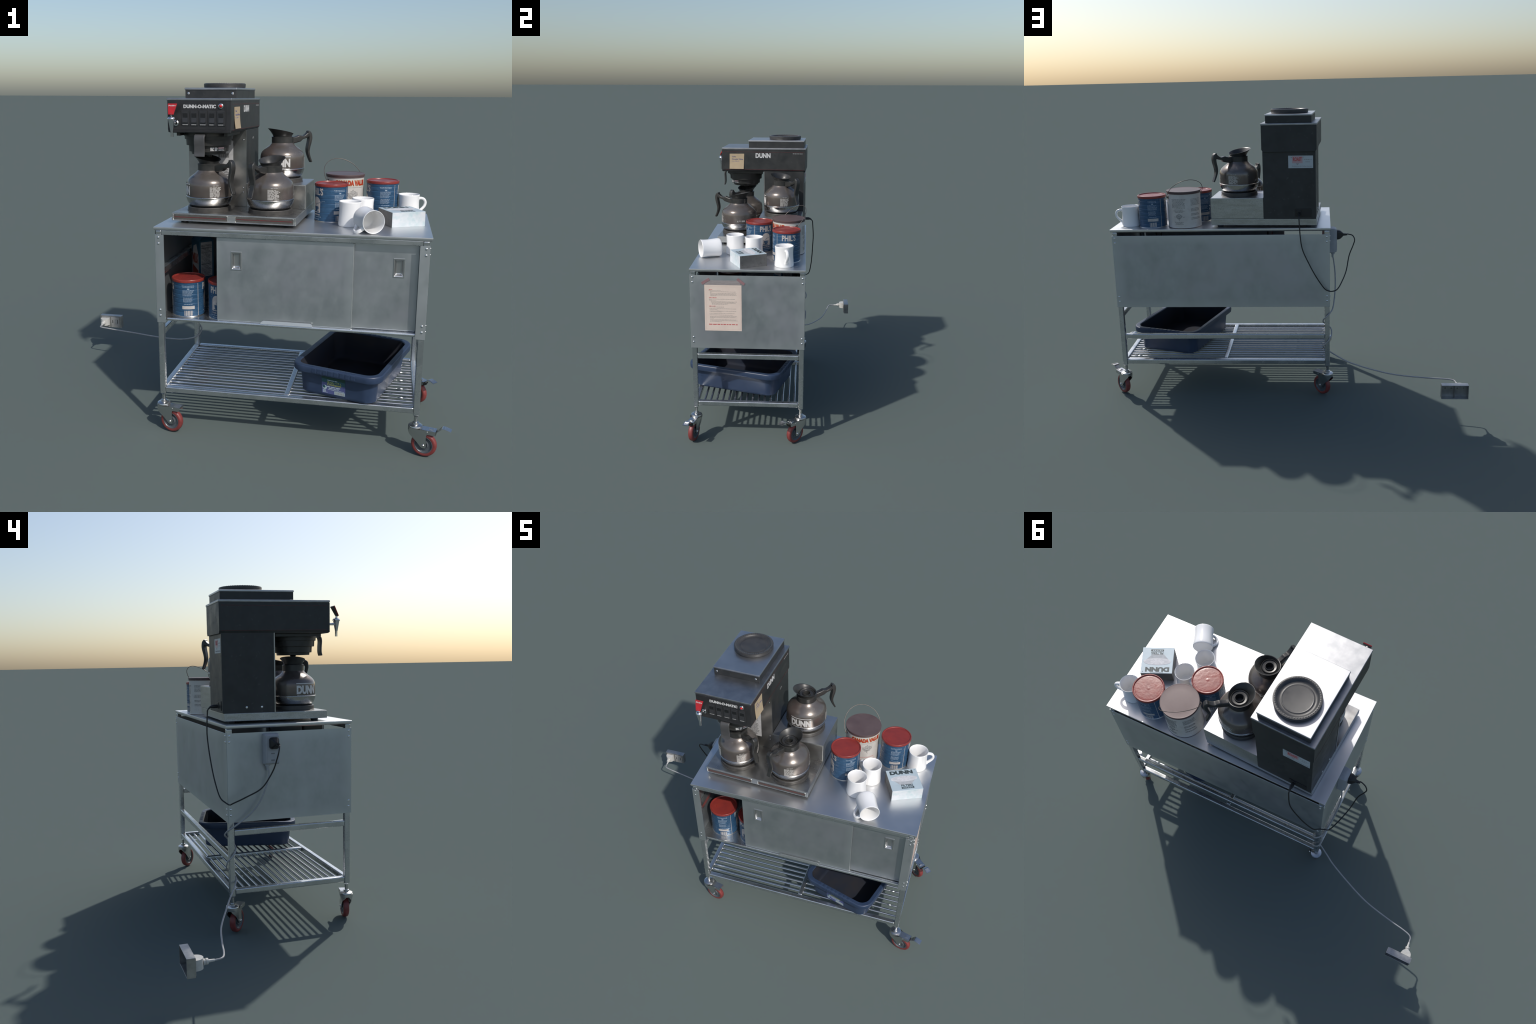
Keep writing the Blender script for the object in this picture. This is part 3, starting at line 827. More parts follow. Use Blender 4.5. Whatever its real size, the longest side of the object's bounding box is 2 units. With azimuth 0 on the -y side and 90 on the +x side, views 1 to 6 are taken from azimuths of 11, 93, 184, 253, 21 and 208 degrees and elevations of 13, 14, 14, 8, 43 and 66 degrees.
for i in range(5):
    u = 0.0845 + 0.0400 * i
    bm = new_bm()
    rr = []
    for a, b, d in ((0.0168, 0.0312, 0.0), (0.0165, 0.0309, 0.0030), (0.0148, 0.0292, 0.0034), (0.0128, 0.0220, 0.0026)):
        rr.append([(u + p, -0.0012 - d, z(1.4335) + q) for p, q in rounded_rect(a, b, 0.0015, 2)])
    loft(bm, rr, False, True)
    sw = part("switch", bm, SWITCH, cp)
    bm = new_bm()
    pr = [(0.0, 0.0215), (0.0030, 0.0205), (0.0012, 0.002), (0.0055, -0.0195), (0.0045, -0.0215), (0.0, -0.0215)]
    prism(bm, [(-d - 0.003, q + z(1.4348)) for d, q in pr], 0.0226, frame((u - 0.0113, 0, 0), (0, 1, 0), (0, 0, 1)))
    part("rocker", bm, SWITCH, sw)
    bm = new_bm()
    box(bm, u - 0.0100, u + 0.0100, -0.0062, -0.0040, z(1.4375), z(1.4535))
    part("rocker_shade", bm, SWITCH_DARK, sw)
    bm = new_bm()
    lines(bm, u - 0.0135, u + 0.0140, [z(1.4058)], 0.0062, 300 + i, 0.0006, fill=(0.85, 1), word=(0.35, 0.7), align='mid', gap=0.14)
    part("switch_print", face(bm, FM @ Matrix.Translation((0, 0, 0.0040))), GREY_INK, sw, stuff=True)
bm = new_bm()
lathe(bm, [(0.0118, 0), (0.0118, 0.003), (0.0100, 0.0055), (0.0072, 0.0058), (0.0068, 0.003)], 28, frame((0.2440, -0.001, z(1.4845)), (1, 0, 0), (0, 0, 1)))
lamp = part("lamp_bezel", bm, CHROME_BRIGHT, cp, angle=60)
bm = new_bm()
lathe(bm, [(0.0066, 0.002), (0.0064, 0.006), (0.0045, 0.0085), (0, 0.0095)], 24, frame((0.2440, -0.001, z(1.4845)), (1, 0, 0), (0, 0, 1)))
part("lamp_lens", bm, RED_GLASS, lamp, angle=60)

# water tap
TU, TV = 0.0375, -0.0455
TM = Matrix.Translation((TU, TV, 0))
bm = new_bm()
lathe(bm, [(0, z(1.4405)), (0.0105, z(1.4402)), (0.0125, z(1.4385)), (0.0172, z(1.4330)), (0.0174, z(1.4285)), (0.0140, z(1.4245)), (0.0136, z(1.421)), (0.0068, z(1.384)), (0.0062, z(1.380)),
           (0.0062, z(1.356)), (0.0046, z(1.356)), (0.0046, z(1.37)), (0, z(1.37))], 24, TM)
tube(bm, [(TU, TV + 0.002, z(1.4120)), (TU + 0.001, -0.002, z(1.4120))], 0.0058, 16)
lathe(bm, [(0.0, 0), (0.0125, 0), (0.0125, 0.004), (0.009, 0.007), (0.006, 0.007)], 20, frame((TU + 0.004, -0.001, z(1.4120)), (1, 0, 0), (0, 0, 1)))
tap = part("water_tap", bm, CHROME_BRIGHT, mk, angle=45)
bm = new_bm()      # leaning wedge-shaped push handle
tp = [(-0.0205, 0.0505), (0.0205, 0.0505), (0.0118, -0.001), (-0.0118, -0.001)]
HM = frame((TU - 0.0005, -0.0540, z(1.4505)), (1, 0, 0), (0, 0.47, 0.88))
vs = prism(bm, tp, 0.0045, HM, z0=-0.0045)
bmesh.ops.bevel(bm, geom=bm.edges[:], offset=0.001, segments=2, affect='EDGES')
ph = part("push_handle", bm, RED_PLASTIC, tap)
bm = new_bm(); prism(bm, [(x * 0.98, y + 0.0005) for x, y in tp], 0.0045, HM, z0=-0.0090)
bmesh.ops.bevel(bm, geom=bm.edges[:], offset=0.0008, segments=1, affect='EDGES')
part("handle_back_shade", bm, BLACK_PLASTIC, ph)  # black plate added to put shade on the rear of the red handle
bm = new_bm(); tube(bm, [(TU, TV, z(1.438)), (TU, TV - 0.003, z(1.456))], 0.0045, 12)
part("tap_stem", bm, CHROME_BRIGHT, tap)
bm = letters("PUSH", 0.0300, 0.0058, 0.0006, 0.02, 0, 0.0370)
part("lettering", on_plane(bm, HM), WHITE_INK, ph)

# brew funnel hanging under the head
FU, FV = 0.1465, 0.1316
bm = new_bm()
lathe(bm, [(0.09, z(1.371)), (0.1115, z(1.3690)), (0.1115, z(1.3545)), (0.1085, z(1.3535)), (0.1075, z(1.3400)), (0.1020, z(1.3395)), (0.1005, z(1.3135)), (0.0900, z(1.3125)), (0.0885, z(1.2860)),
           (0.0790, z(1.2850)), (0.0775, z(1.2740)), (0.016, z(1.2730)), (0.013, z(1.2700)), (0.012, z(1.2600)), (0, z(1.2600))], 64, Matrix.Translation((FU, FV, 0)))
fn = part("brew_funnel", bm, BLACK_PLASTIC, mk)
bm = new_bm()
for sg in (-1, 1):
    box(bm, FU + sg * 0.108 - 0.008, FU + sg * 0.108 + 0.008, FV - 0.10, FV + 0.12, z(1.356), z(1.3712), bevel=0.002)
part("funnel_rail", bm, BLACK_PLASTIC, mk)
bm = new_bm()      # broad strap handle curling down at the front
hx = 0.1455
path = catmull([(hx, 0.030, z(1.3600)), (hx, 0.012, z(1.3610)), (hx, 0.001, z(1.3560)), (hx, -0.0035, z(1.340)), (hx, -0.0020, z(1.312)), (hx, -0.0020, z(1.288)), (hx, -0.0060, z(1.2705))], 6)
bar_sweep(bm, path, [0.0052 - 0.002 * i / len(path) for i in range(len(path))], 0.0238, (1, 0, 0), 3)
part("funnel_handle", bm, STRAP_GREY, fn)
bm = new_bm()
flat(bm, -0.036, 0.036, 0, 0.019, 0.0004)
fl = part("funnel_label", on_cylinder(bm, radians(-90 + 43), 0.0895, z(1.2885), 0.0004), BLACK_PANEL, fn)
fl.location = (FU, FV, 0)
bm = new_bm()
for (a, b, c, d) in ((-0.034, -0.016, 0.001, 0.018), (-0.014, -0.001, 0.001, 0.018), (0.003, 0.035, 0.002, 0.0075)):
    lines(bm, a, b, [c + 0.0026 * k for k in range(1, int((d - c) / 0.0026) + 1)], 0.0030, int(a * 1e4) + 900, 0.0008, fill=(0.7, 1))
o = part("label_print", on_cylinder(bm, radians(-90 + 43), 0.0895, z(1.2885), 0.0006), WHITE_INK, fn, stuff=True); o.location = (FU, FV, 0)
bm = new_bm(); flat(bm, 0.003, 0.034, 0.0115, 0.0175, 0.0008)
o = part("label_patch", on_cylinder(bm, radians(-90 + 43), 0.0895, z(1.2885), 0.0006), BACK_LABEL_RED, fn); o.location = (FU, FV, 0)

# print on both cheeks of the head
for side in (1, -1):
    SM = frame((0.2890, 0, 0), (0, 1, 0), (0, 0, 1)) if side > 0 else frame((0.0013, 0, 0), (0, -1, 0), (0, 0, 1))
    bm = new_bm()
    for h in (1.4925, 1.3840):
        a, b = sorted((side * 0.014, side * 0.506))
        flat(bm, a, b, z(h) - 0.0007, z(h) + 0.0007, 0.0003)
    part("pinstripe", on_plane(bm, SM), RED_STRIPE, head, stuff=True)
SM = frame((0.2890, 0, 0), (0, 1, 0), (0, 0, 1))
bm = letters("DUNN", 0.0930, 0.0300, 0.0005, 0.050, 0.2560, z(1.4562))
part("lettering", on_plane(bm, SM), WHITE_INK, head)
bm = new_bm(); lines(bm, 0.4400, 0.5050, [z(1.4840)], 0.006, 55, 0.0004, fill=(1, 1), word=(0.6, 1.6))
part("series_print", on_plane(bm, SM), GREY_INK, head, stuff=True)
bm = new_bm()      # scuffs
for a, b, h, t in ((0.245, 0.290, 1.429, 0.0012), (0.285, 0.315, 1.434, 0.0010), (0.17, 0.19, 1.424, 0.0008), (0.35, 0.365, 1.437, 0.0008)):
    flat(bm, a, b, z(h), z(h) + t, 0.0002)
part("scuff", on_plane(bm, SM), SWITCH, head, stuff=True)
rs = random.Random(21)
for Mx, a0, a1, h0, h1, n_ in ((frame((0.0013, 0, 0), (0, -1, 0), (0, 0, 1)), -0.48, -0.03, 1.385, 1.49, 7), (frame((0, 0.5172, 0), (-1, 0, 0), (0, 0, 1)), -0.27, -0.02, 1.39, 1.49, 8),
                               (frame((0, 0.5086, 0), (-1, 0, 0), (0, 0, 1)), -0.27, -0.02, 1.05, 1.28, 8), (frame((0.0078, 0, 0), (0, -1, 0), (0, 0, 1)), -0.50, -0.28, 1.06, 1.36, 6)):
    bm = new_bm()
    for k in range(n_):
        q = new_bm(); L_ = rs.uniform(0.003, 0.018); flat(q, -L_ / 2, L_ / 2, -0.0004, 0.0004, 0.0003)
        bmesh.ops.transform(q, matrix=Mx @ Matrix.Translation((rs.uniform(a0, a1), z(rs.uniform(h0, h1)), 0)) @ Matrix.Rotation(rs.uniform(0, pi), 4, 'Z'), verts=q.verts)
        merge(bm, q)
    part("scuff", bm, SWITCH, head, stuff=True)
bm = new_bm()
for k, hgt in enumerate((0.007, 0.011, 0.009)):
    flat(bm, 0.385 + 0.010 * k, 0.389 + 0.010 * k, z(1.328), z(1.328) + hgt, 0.0003)
part("series_print", on_plane(bm, frame((0.2856, 0, 0), (0, 1, 0), (0, 0, 1))), GREY_INK, mk, stuff=True)

# yellow sticky note, bottom edge lifting off
bm = new_bm()
rings = []
for k in range(9):
    t = k / 8
    y = z(1.4808) - 0.0925 * t
    lift = 0.0008 + 0.010 * max(0, t - 0.25) ** 2
    rings.append([(0.2890 + lift, 0.0484 - 0.001 * t, y), (0.2890 + lift, 0.1386 - 0.003 * t, y + 0.0008 * (1 - t)), (0.2884 + lift, 0.1386 - 0.003 * t, y + 0.0008 * (1 - t)), (0.2884 + lift, 0.0484 - 0.001 * t, y)])
loft(bm, rings, True, True)
note = part("sticky_note", bm, STICKY, mk, angle=60)
bm = letters("3 pots", 0.024, 0.0095, 0.0004, 0.006, -0.020, 0.020, 0.1)
merge(bm, letters("Canada Value", 0.070, 0.0080, 0.0004, 0.006, 0.003, 0.006, 0.1))
merge(bm, letters("(or Phil)", 0.046, 0.0110, 0.0004, 0.006, -0.009, -0.0115, 0.1))
part("handwriting", on_plane(bm, frame((0.2903, 0.0935, z(1.4385)), (0, 1, 0), (0.018, 0, 1))), BLUE_INK, note)

# back: service label and power inlet
BM = frame((0, 0.5085, 0), (-1, 0, 0), (0, 0, 1))
bm = new_bm(); flat(bm, -0.150, -0.0212, z(1.286), z(1.3505), 0.0006)
bl = part("service_label", on_plane(bm, BM), BACK_LABEL, mk)
bm = new_bm(); flat(bm, -0.1295, -0.0755, z(1.3115), z(1.3480), 0.0009)
part("label_patch", on_plane(bm, BM), BACK_LABEL_RED, bl)
bm = letters("ROAST", 0.046, 0.021, 0.0012, 0.04, -0.1025, z(1.3215))
part("lettering", on_plane(bm, BM), RED_INK, bl)
bm = new_bm()
prism(bm, [(-0.111, z(1.3105)), (-0.102, z(1.3010)), (-0.093, z(1.3105))], 0.0009)
prism(bm, [(-0.1405, z(1.3445)), (-0.1300, z(1.3375)), (-0.1300, z(1.3445))], 0.0009)
prism(bm, [(-0.0750, z(1.3445)), (-0.0750, z(1.3375)), (-0.0665, z(1.3445))], 0.0009)
lines(bm, -0.068, -0.026, [z(1.3300)], 0.0055, 81, 0.0009, fill=(1, 1), word=(0.6, 1.5))
lines(bm, -0.060, -0.033, [z(1.3180)], 0.0055, 82, 0.0009, fill=(1, 1), word=(0.6, 1.5))
merge(bm, letters("Restaurant & Coffee Service", 0.102, 0.0075, 0.0009, -0.010, -0.079, z(1.2920)))
part("label_print", on_plane(bm, BM), GREY_INK, bl)
bm = new_bm()
box(bm, 0.033, 0.120, 0.5070, 0.5115, z(1.029), z(1.0715), bevel=0.001)
box(bm, 0.085, 0.112, 0.5070, 0.5140, z(1.036), z(1.064), bevel=0.002)
part("power_inlet", bm, RUBBER, mk)

# burners
bn = new_bm()
lathe(bn, [(0, 0), (0.1005, 0), (0.1010, 0.002), (0.0985, 0.0030), (0.0980, 0.0190), (0.0960, 0.0215), (0.0900, 0.0215), (0.0880, 0.0190), (0, 0.0185)], 64)
burner_me = mesh_from(bn, "burner", GREY_PLASTIC)
SPOTS = ((0.1465, 0.1316, 1.0172, -33.0), (0.434, 0.124, 1.0172, -113.0), (0.433, 0.3836, 1.1288, 39.0))
for u, v, h, _ in SPOTS:
    put("burner", burner_me, mk, (u, v, z(h)))

# black power cord from the inlet round the corner to the tap block
cord_pts = [(-0.1505, 0.150, 1.046), (-0.1505, 0.163, 1.046), (-0.150, 0.181, 1.043), (-0.150, 0.194, 1.031), (-0.151, 0.1973, 1.010), (-0.156, 0.2023, 0.931), (-0.167, 0.1998, 0.862), (-0.1993, 0.1967, 0.786), (-0.235, 0.1911, 0.715), (-0.2773, 0.1798, 0.647),
            (-0.302, 0.1598, 0.623), (-0.3268, 0.1475, 0.6175), (-0.3519, 0.1385, 0.628), (-0.3782, 0.0853, 0.657), (-0.4023, 0.0196, 0.698), (-0.4196, -0.0255, 0.7715), (-0.4423, -0.038, 0.828), (-0.4507, -0.0436, 0.859), (-0.4395, -0.0511, 0.881), (-0.4180, -0.0585, 0.8868), (-0.405, -0.0600, 0.8880)]
inv = (Matrix.Translation((-0.2697, -0.3609, TABLE)) @ Matrix.Rotation(radians(-2.55), 4, 'Z')).inverted()
cord_pts = [inv @ Vector(p) for p in cord_pts]
bm = new_bm(); tube(bm, catmull(cord_pts, 8), 0.0032, 10)
cord = part("power_cord", bm, RUBBER, mk, angle=80)
bm = new_bm()
tube(bm, [inv @ Vector(p) for p in ((-0.1505, 0.1495, 1.046), (-0.1505, 0.170, 1.0458), (-0.1502, 0.180, 1.044), (-0.150, 0.187, 1.040))], [0.0085, 0.0085, 0.0055, 0.0045], 12)
part("cord_connector", bm, RUBBER, cord)
bm = new_bm()      # moulded plug, pushed into the block
PM = inv @ frame((-0.352, -0.0545, 0.8865), (0, -1, 0), (0, 0, 1))
rr = []
for a, b, d in ((0.0215, 0.0255, 0.0), (0.0225, 0.0265, 0.004), (0.0215, 0.0255, 0.012), (0.0185, 0.0225, 0.020), (0.011, 0.013, 0.031), (0.0065, 0.0070, 0.036), (0.006, 0.006, 0.046), (0.0042, 0.0042, 0.058)):
    rr.append([PM @ Vector((p, q, d)) for p, q in rounded_rect(a, b, min(a, b) * 0.55, 4)])
loft(bm, rr, True, True)
part("plug", bm, RUBBER, cord, angle=50)

# ================================================================== COFFEE POTS
def pot_meshes():
    M = {}
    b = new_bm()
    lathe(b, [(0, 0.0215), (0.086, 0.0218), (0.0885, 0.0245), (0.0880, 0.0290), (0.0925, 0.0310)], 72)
    M["base_gap_shade"] = (mesh_from(b, "base_gap_shade", GAP_SHADE), False)  # near-black underside paints the shaded gap above the burner
    b = new_bm()
    lathe(b, [(0.0915, 0.0285), (0.0935, 0.0305), (0.0985, 0.0390), (0.1030, 0.0500), (0.1058, 0.0605), (0.1066, 0.0650), (0.1060, 0.0672), (0.1035, 0.0685)], 72)
    M["base_band"] = (mesh_from(b, "base_band", POT_BAND, 60), False)
    b = new_bm()
    lathe(b, [(0.1035, 0.0680), (0.1042, 0.072), (0.1046, 0.085), (0.1046, 0.105), (0.1042, 0.118), (0.1028, 0.127), (0.0998, 0.1355), (0.0950, 0.1430), (0.0880, 0.1505),
              (0.0790, 0.1580), (0.0700, 0.1645), (0.0620, 0.1705), (0.0560, 0.1765), (0.0515, 0.183)], 96)
    M["pot_body"] = (mesh_from(b, "pot_body", POT_BODY, 60), False)
    b = new_bm()
    lathe(b, [(0.0495, 0.1735), (0.0530, 0.1740), (0.0535, 0.1770), (0.0520, 0.1795), (0.0512, 0.1815), (0.0512, 0.2060), (0.0520, 0.2080), (0.0518, 0.2105), (0.0490, 0.2120), (0.0440, 0.2125)], 64)
    M["collar"] = (mesh_from(b, "collar", BLACK_PLASTIC, 45), False)
    # slanted pouring funnel; spout points to -x, handle to +x
    b = new_bm()
    n = 64
    def ring(t, th):   # t 0..1 from collar to lip, th wall offset
        out = []
        for i in range(n):
            a = 2 * pi * i / n
            w = 0.5 - 0.5 * cos(a)              # 0 at handle side, 1 at spout
            top_z = 0.2235 + 0.0275 * w
            rr = 0.0445 + (0.0105 + 0.0120 * w) * (t ** 1.5) - th
            cx = -0.0045 * t
            out.append((cx + rr * cos(a), rr * 0.98 * sin(a), 0.2115 + (top_z - 0.2115) * t))
        return out
    outer = [ring(t, 0.0) for t in (0, 0.15, 0.35, 0.6, 0.8, 0.93, 1.0)]
    inner = [ring(t, 0.0028) for t in (1.0, 0.9, 0.6, 0.3, 0.12)]
    loft(b, outer + inner)
    M["pour_funnel"] = (mesh_from(b, "pour_funnel", BLACK_PLASTIC, 50), False)
    b = new_bm()   # recessed lid with its ring and filling hole
    lathe(b, [(0.0430, 0.2130), (0.0400, 0.2140), (0.0385, 0.2185), (0.0365, 0.2195), (0.0345, 0.2180), (0.0330, 0.2145), (0.0225, 0.2130), (0.0215, 0.2180), (0.0190, 0.2190), (0.0168, 0.2170), (0.0160, 0.2050), (0.0150, 0.1920), (0, 0.1910)], 48)
    M["inner_lid"] = (mesh_from(b, "inner_lid", BLACK_PLASTIC, 50), False)
    b = new_bm()   # arm, then the curling grip
    arm = catmull([(0.0485, 0, 0.1925), (0.062, 0, 0.1935), (0.080, 0, 0.1975), (0.095, 0, 0.2020), (0.106, 0, 0.2045), (0.117, 0, 0.2065), (0.130, 0, 0.2115), (0.141, 0, 0.2190)], 5)
    ah = []
    for p in arm:
        x = p.x
        ah.append(0.0150 if x < 0.082 else 0.0150 + (0.0160 - 0.0150) * (x - 0.082) / 0.010 if x < 0.092 else max(0.0072, 0.0160 - (x - 0.092) * 0.52) if x < 0.118 else 0.0072 + (x - 0.118) * 0.17)
    bar_sweep(b, arm, ah, [0.0125] * len(arm), (0, 1, 0), 4, 0.24)
    grip = catmull([(0.1390, 0, 0.2345), (0.1440, 0, 0.2285), (0.1495, 0, 0.2160), (0.1515, 0, 0.2000), (0.1490, 0, 0.1830), (0.1440, 0, 0.1640), (0.1410, 0, 0.1450), (0.1430, 0, 0.1280), (0.1500, 0, 0.1080), (0.1605, 0, 0.0860)], 5)
    gl = len(grip)
    gh = []
    for i in range(gl):
        t = i / (gl - 1)
        gh.append(0.0030 + 0.0080 * min(1, t / 0.18) if t < 0.18 else 0.0110 - 0.0025 * min(1, (t - 0.18) / 0.2) if t < 0.4 else 0.0085 - 0.0045 * (t - 0.4) / 0.6)
    bar_sweep(b, grip, gh, [0.0110 + 0.003 * sin(pi * min(1, i / gl * 1.2)) for i in range(gl)], (0, 1, 0), 4, 0.26)
    M["handle"] = (mesh_from(b, "handle", BLACK_PLASTIC, 60), False)
    # print, placed relative to the handle
    a0 = radians(-129)
    b = letters("DUNN", 0.1080, 0.0400, 0.0004, 0.060, 0, 0)
    flat(b, -0.056, 0.056, 0.0470, 0.0510, 0.0004)
    lines(b, -0.052, 0.052, [-0.0055], 0.0030, 77, 0.0004, fill=(1, 1))
    M["lettering"] = (mesh_from(on_cylinder(b, a0, 0.1046, 0.0755, 0.0001), "lettering", POT_INK), False)
    b = new_bm()
    for ang, sd in ((41, 5), (-26, 9)):
        k = new_bm()
        lines(k, -0.014, 0.016, [0.0500], 0.0044, sd + 40, 0.0003, fill=(1, 1), word=(1.5, 4))
        lines(k, -0.028, 0.028, [0.0008 + 0.0046 * j for j in range(10)], 0.0060, sd, 0.0003, fill=(0.78, 1.0), word=(1.5, 5))
        merge(b, on_cylinder(k, radians(ang), 0.1046, 0.0715, 0.0001))
    k = new_bm()
    prism(k, [(-0.030, 0), (-0.020, 0), (-0.025, 0.010)], 0.0003)
    lines(k, -0.017, -0.003, [0.0035, 0.0075], 0.0030, 31, 0.0003, fill=(1, 1))
    flat(k, 0.0, 0.018, 0, 0.0095, 0.0003)
    merge(b, on_cylinder(k, radians(128), 0.1046, 0.082, 0.0001))
    M["label_print"] = (mesh_from(b, "label_print", POT_INK_DIM), True)
    return M
POT = pot_meshes()
MKM = Matrix.Translation((-0.2697, -0.3609, TABLE)) @ Matrix.Rotation(radians(-2.55), 4, 'Z')
for u, v, h, ang in SPOTS:
    p = MKM @ Vector((u, v, z(h)))
    t = thing("coffee_pot", "smoked bulbous coffee decanter with black collar, spout and handle", "coffee pot", p, radians(ang))
    for nm, (me, st) in POT.items():
        put(nm, me, t, stuff=st)

# ================================================================== COFFEE CANS
def can_meshes():
    M = {}
    R = 0.0745
    prof = [(0.0, 0.0), (0.070, 0.0), (0.0735, 0.0012), (0.0752, 0.003)]
    M["tin_rim"] = None
    b = new_bm(); lathe(b, [(0, 0.002), (0.072, 0.001), (0.0752, 0.0), (0.0760, 0.0018), (0.0752, 0.0036), (0.0742, 0.0042)], 72)
    M["tin_rim"] = (mesh_from(b, "tin_rim", CAN_TIN), False)
    pts = []
    zz = 0.0036
    while zz <= 0.1640:
        d = 0.0
        for g in (0.022, 0.043, 0.064, 0.085, 0.106, 0.127, 0.146):
            d = max(d, math.exp(-((zz - g) / 0.0016) ** 2))
        pts.append((R - 0.0011 * d, zz))
        zz += 0.0012
    b = new_bm(); lathe(b, pts, 80)
    M["can_body"] = (mesh_from(b, "can_body", CAN_BLUE, 60), False)
    b = new_bm()
    lathe(b, [(0.0748, 0.1605), (0.0765, 0.1603), (0.0772, 0.1615), (0.0770, 0.1695), (0.0762, 0.1722), (0.0742, 0.1732), (0.0716, 0.1726), (0.0700, 0.1692), (0.0688, 0.1685),
              (0.0640, 0.1688), (0.0610, 0.1693), (0.030, 0.1694), (0.012, 0.1692), (0.006, 0.1698), (0, 0.1699)], 80)
    M["can_lid"] = (mesh_from(b, "can_lid", CAN_LID, 50), False)
    w, c, d = new_bm(), new_bm(), new_bm()
    cup = new_bm()
    for k in range(2):
        a = radians(180 * k)                    # brand face
        merge(w, on_cylinder(letters("PHIL'S", 0.0770, 0.0330, 0.0003, 0.030, 0.002, 0), a, R, 0.1205, 0.0002))
        arch = [(-0.0240, 0.0), (0.0240, 0.0), (0.0255, 0.004), (0.0255, 0.045)] + [(0.0255 * cos(radians(q)), 0.045 + 0.0265 * sin(radians(q))) for q in range(15, 180, 15)] + [(-0.0255, 0.045), (-0.0255, 0.004)]
        q = new_bm(); prism(q, arch, 0.0003)
        merge(c, on_cylinder(q, a, R, 0.0410, 0.0002))
        # cup, saucer and steam on the arch
        q = new_bm()
        prism(q, [(-0.0130, 0.028), (0.0130, 0.028), (0.0112, 0.016), (0.0070, 0.008), (-0.0070, 0.008), (-0.0112, 0.016)], 0.0003)
        prism(q, [(-0.0200, 0.0065), (-0.014, 0.0035), (0.014, 0.0035), (0.0200, 0.0065), (0.0195, 0.0078), (-0.0195, 0.0078)], 0.0003)
        for s_, e_ in (((0.0125, 0.026), (0.0185, 0.024)), ((0.0175, 0.025), (0.0180, 0.0175)), ((0.0185, 0.0185), (0.0108, 0.0150))):
            vx = Vector((e_[0] - s_[0], e_[1] - s_[1])).normalized(); nn = Vector((-vx.y, vx.x)) * 0.0011
            prism(q, [(s_[0] + nn.x, s_[1] + nn.y), (s_[0] - nn.x, s_[1] - nn.y), (e_[0] - nn.x, e_[1] - nn.y), (e_[0] + nn.x, e_[1] + nn.y)], 0.0003)
        steam = [(0.000, 0.030), (-0.003, 0.035), (0.001, 0.040), (0.010, 0.043), (0.020, 0.0445), (0.0245, 0.049)]
        for s_, e_ in zip(steam[:-1], steam[1:]):
            vx = Vector((e_[0] - s_[0], e_[1] - s_[1])).normalized(); nn = Vector((-vx.y, vx.x)) * 0.0008
            prism(q, [(s_[0] + nn.x, s_[1] + nn.y), (s_[0] - nn.x, s_[1] - nn.y), (e_[0] - nn.x, e_[1] - nn.y), (e_[0] + nn.x, e_[1] + nn.y)], 0.0003)
        merge(cup, on_cylinder(q, a, R, 0.0410, 0.0006))
        merge(w, on_cylinder(letters("Fresh Roast", 0.0480, 0.0085, 0.0003, 0.01, 0, 0), a, R, 0.0285, 0.0002))
        q = new_bm(); lines(q, -0.032, 0.032, [0.0215], 0.0046, 12 + k, 0.0003, fill=(1, 1), word=(0.8, 2.0)); lines(q, -0.022, 0.022, [0.011], 0.006, 14 + k, 0.0003, fill=(1, 1), word=(0.5, 0.9))
        merge(d, on_cylinder(q, a, R, 0.0, 0.0002))
        # steam line trailing off the arch
        q = new_bm()
        for s_, e_ in (((0.026, 0.049), (0.034, 0.0505)), ((0.034, 0.0505), (0.043, 0.0535)), ((0.043, 0.0535), (0.050, 0.053))):
            prism(q, [(s_[0], s_[1] - 0.0006), (e_[0], e_[1] - 0.0006), (e_[0], e_[1] + 0.0006), (s_[0], s_[1] + 0.0006)], 0.0003)
        merge(d, on_cylinder(q, a, R, 0.0410, 0.0003))
        a = radians(180 * k - 87)               # information face
        q = new_bm()
        lines(q, -0.030, 0.030, [0.1460, 0.1400], 0.0040, 20 + k, 0.0003, align='mid', fill=(0.75, 1), word=(0.8, 1.8))
        flat(q, -0.005, 0.005, 0.1290, 0.1345, 0.0003)
        lines(q, -0.026, 0.026, [0.1240 - 0.0048 * j for j in range(6)], 0.0034, 22 + k, 0.0003, fill=(0.75, 1), word=(0.7, 2.2))
        lines(q, -0.024, 0.022, [0.0900 - 0.0046 * j for j in range(5)], 0.0034, 24 + k, 0.0003, fill=(0.75, 1), word=(0.7, 2.2))
        lines(q, -0.020, 0.020, [0.0600], 0.0034, 26 + k, 0.0003, fill=(0.9, 1))
        merge(d, on_cylinder(q, a, R, 0.0, 0.0002))
        q = new_bm()
        flat(q, -0.0285, 0.0285, 0.0370, 0.0520, 0.0003)
        for j in range(7):
            flat(q, -0.0185 + 0.0056 * j, -0.0185 + 0.0056 * j + (0.0042 if j % 2 else 0.0026), 0.0060, 0.0300, 0.0003)
        flat(q, 0.0455, 0.0475, 0.0045, 0.1560, 0.0003)
        merge(c, on_cylinder(q, a, R, 0.0, 0.0002))
    M["lettering"] = (mesh_from(w, "lettering", CAN_CREAM), False)
    M["printed_panel"] = (mesh_from(c, "printed_panel", CAN_CREAM), False)
    M["cup_emblem"] = (mesh_from(cup, "cup_emblem", CAN_BLUE), False)
    M["label_print"] = (mesh_from(d, "label_print", CAN_TEXT), True)
    return M
CAN = can_meshes()
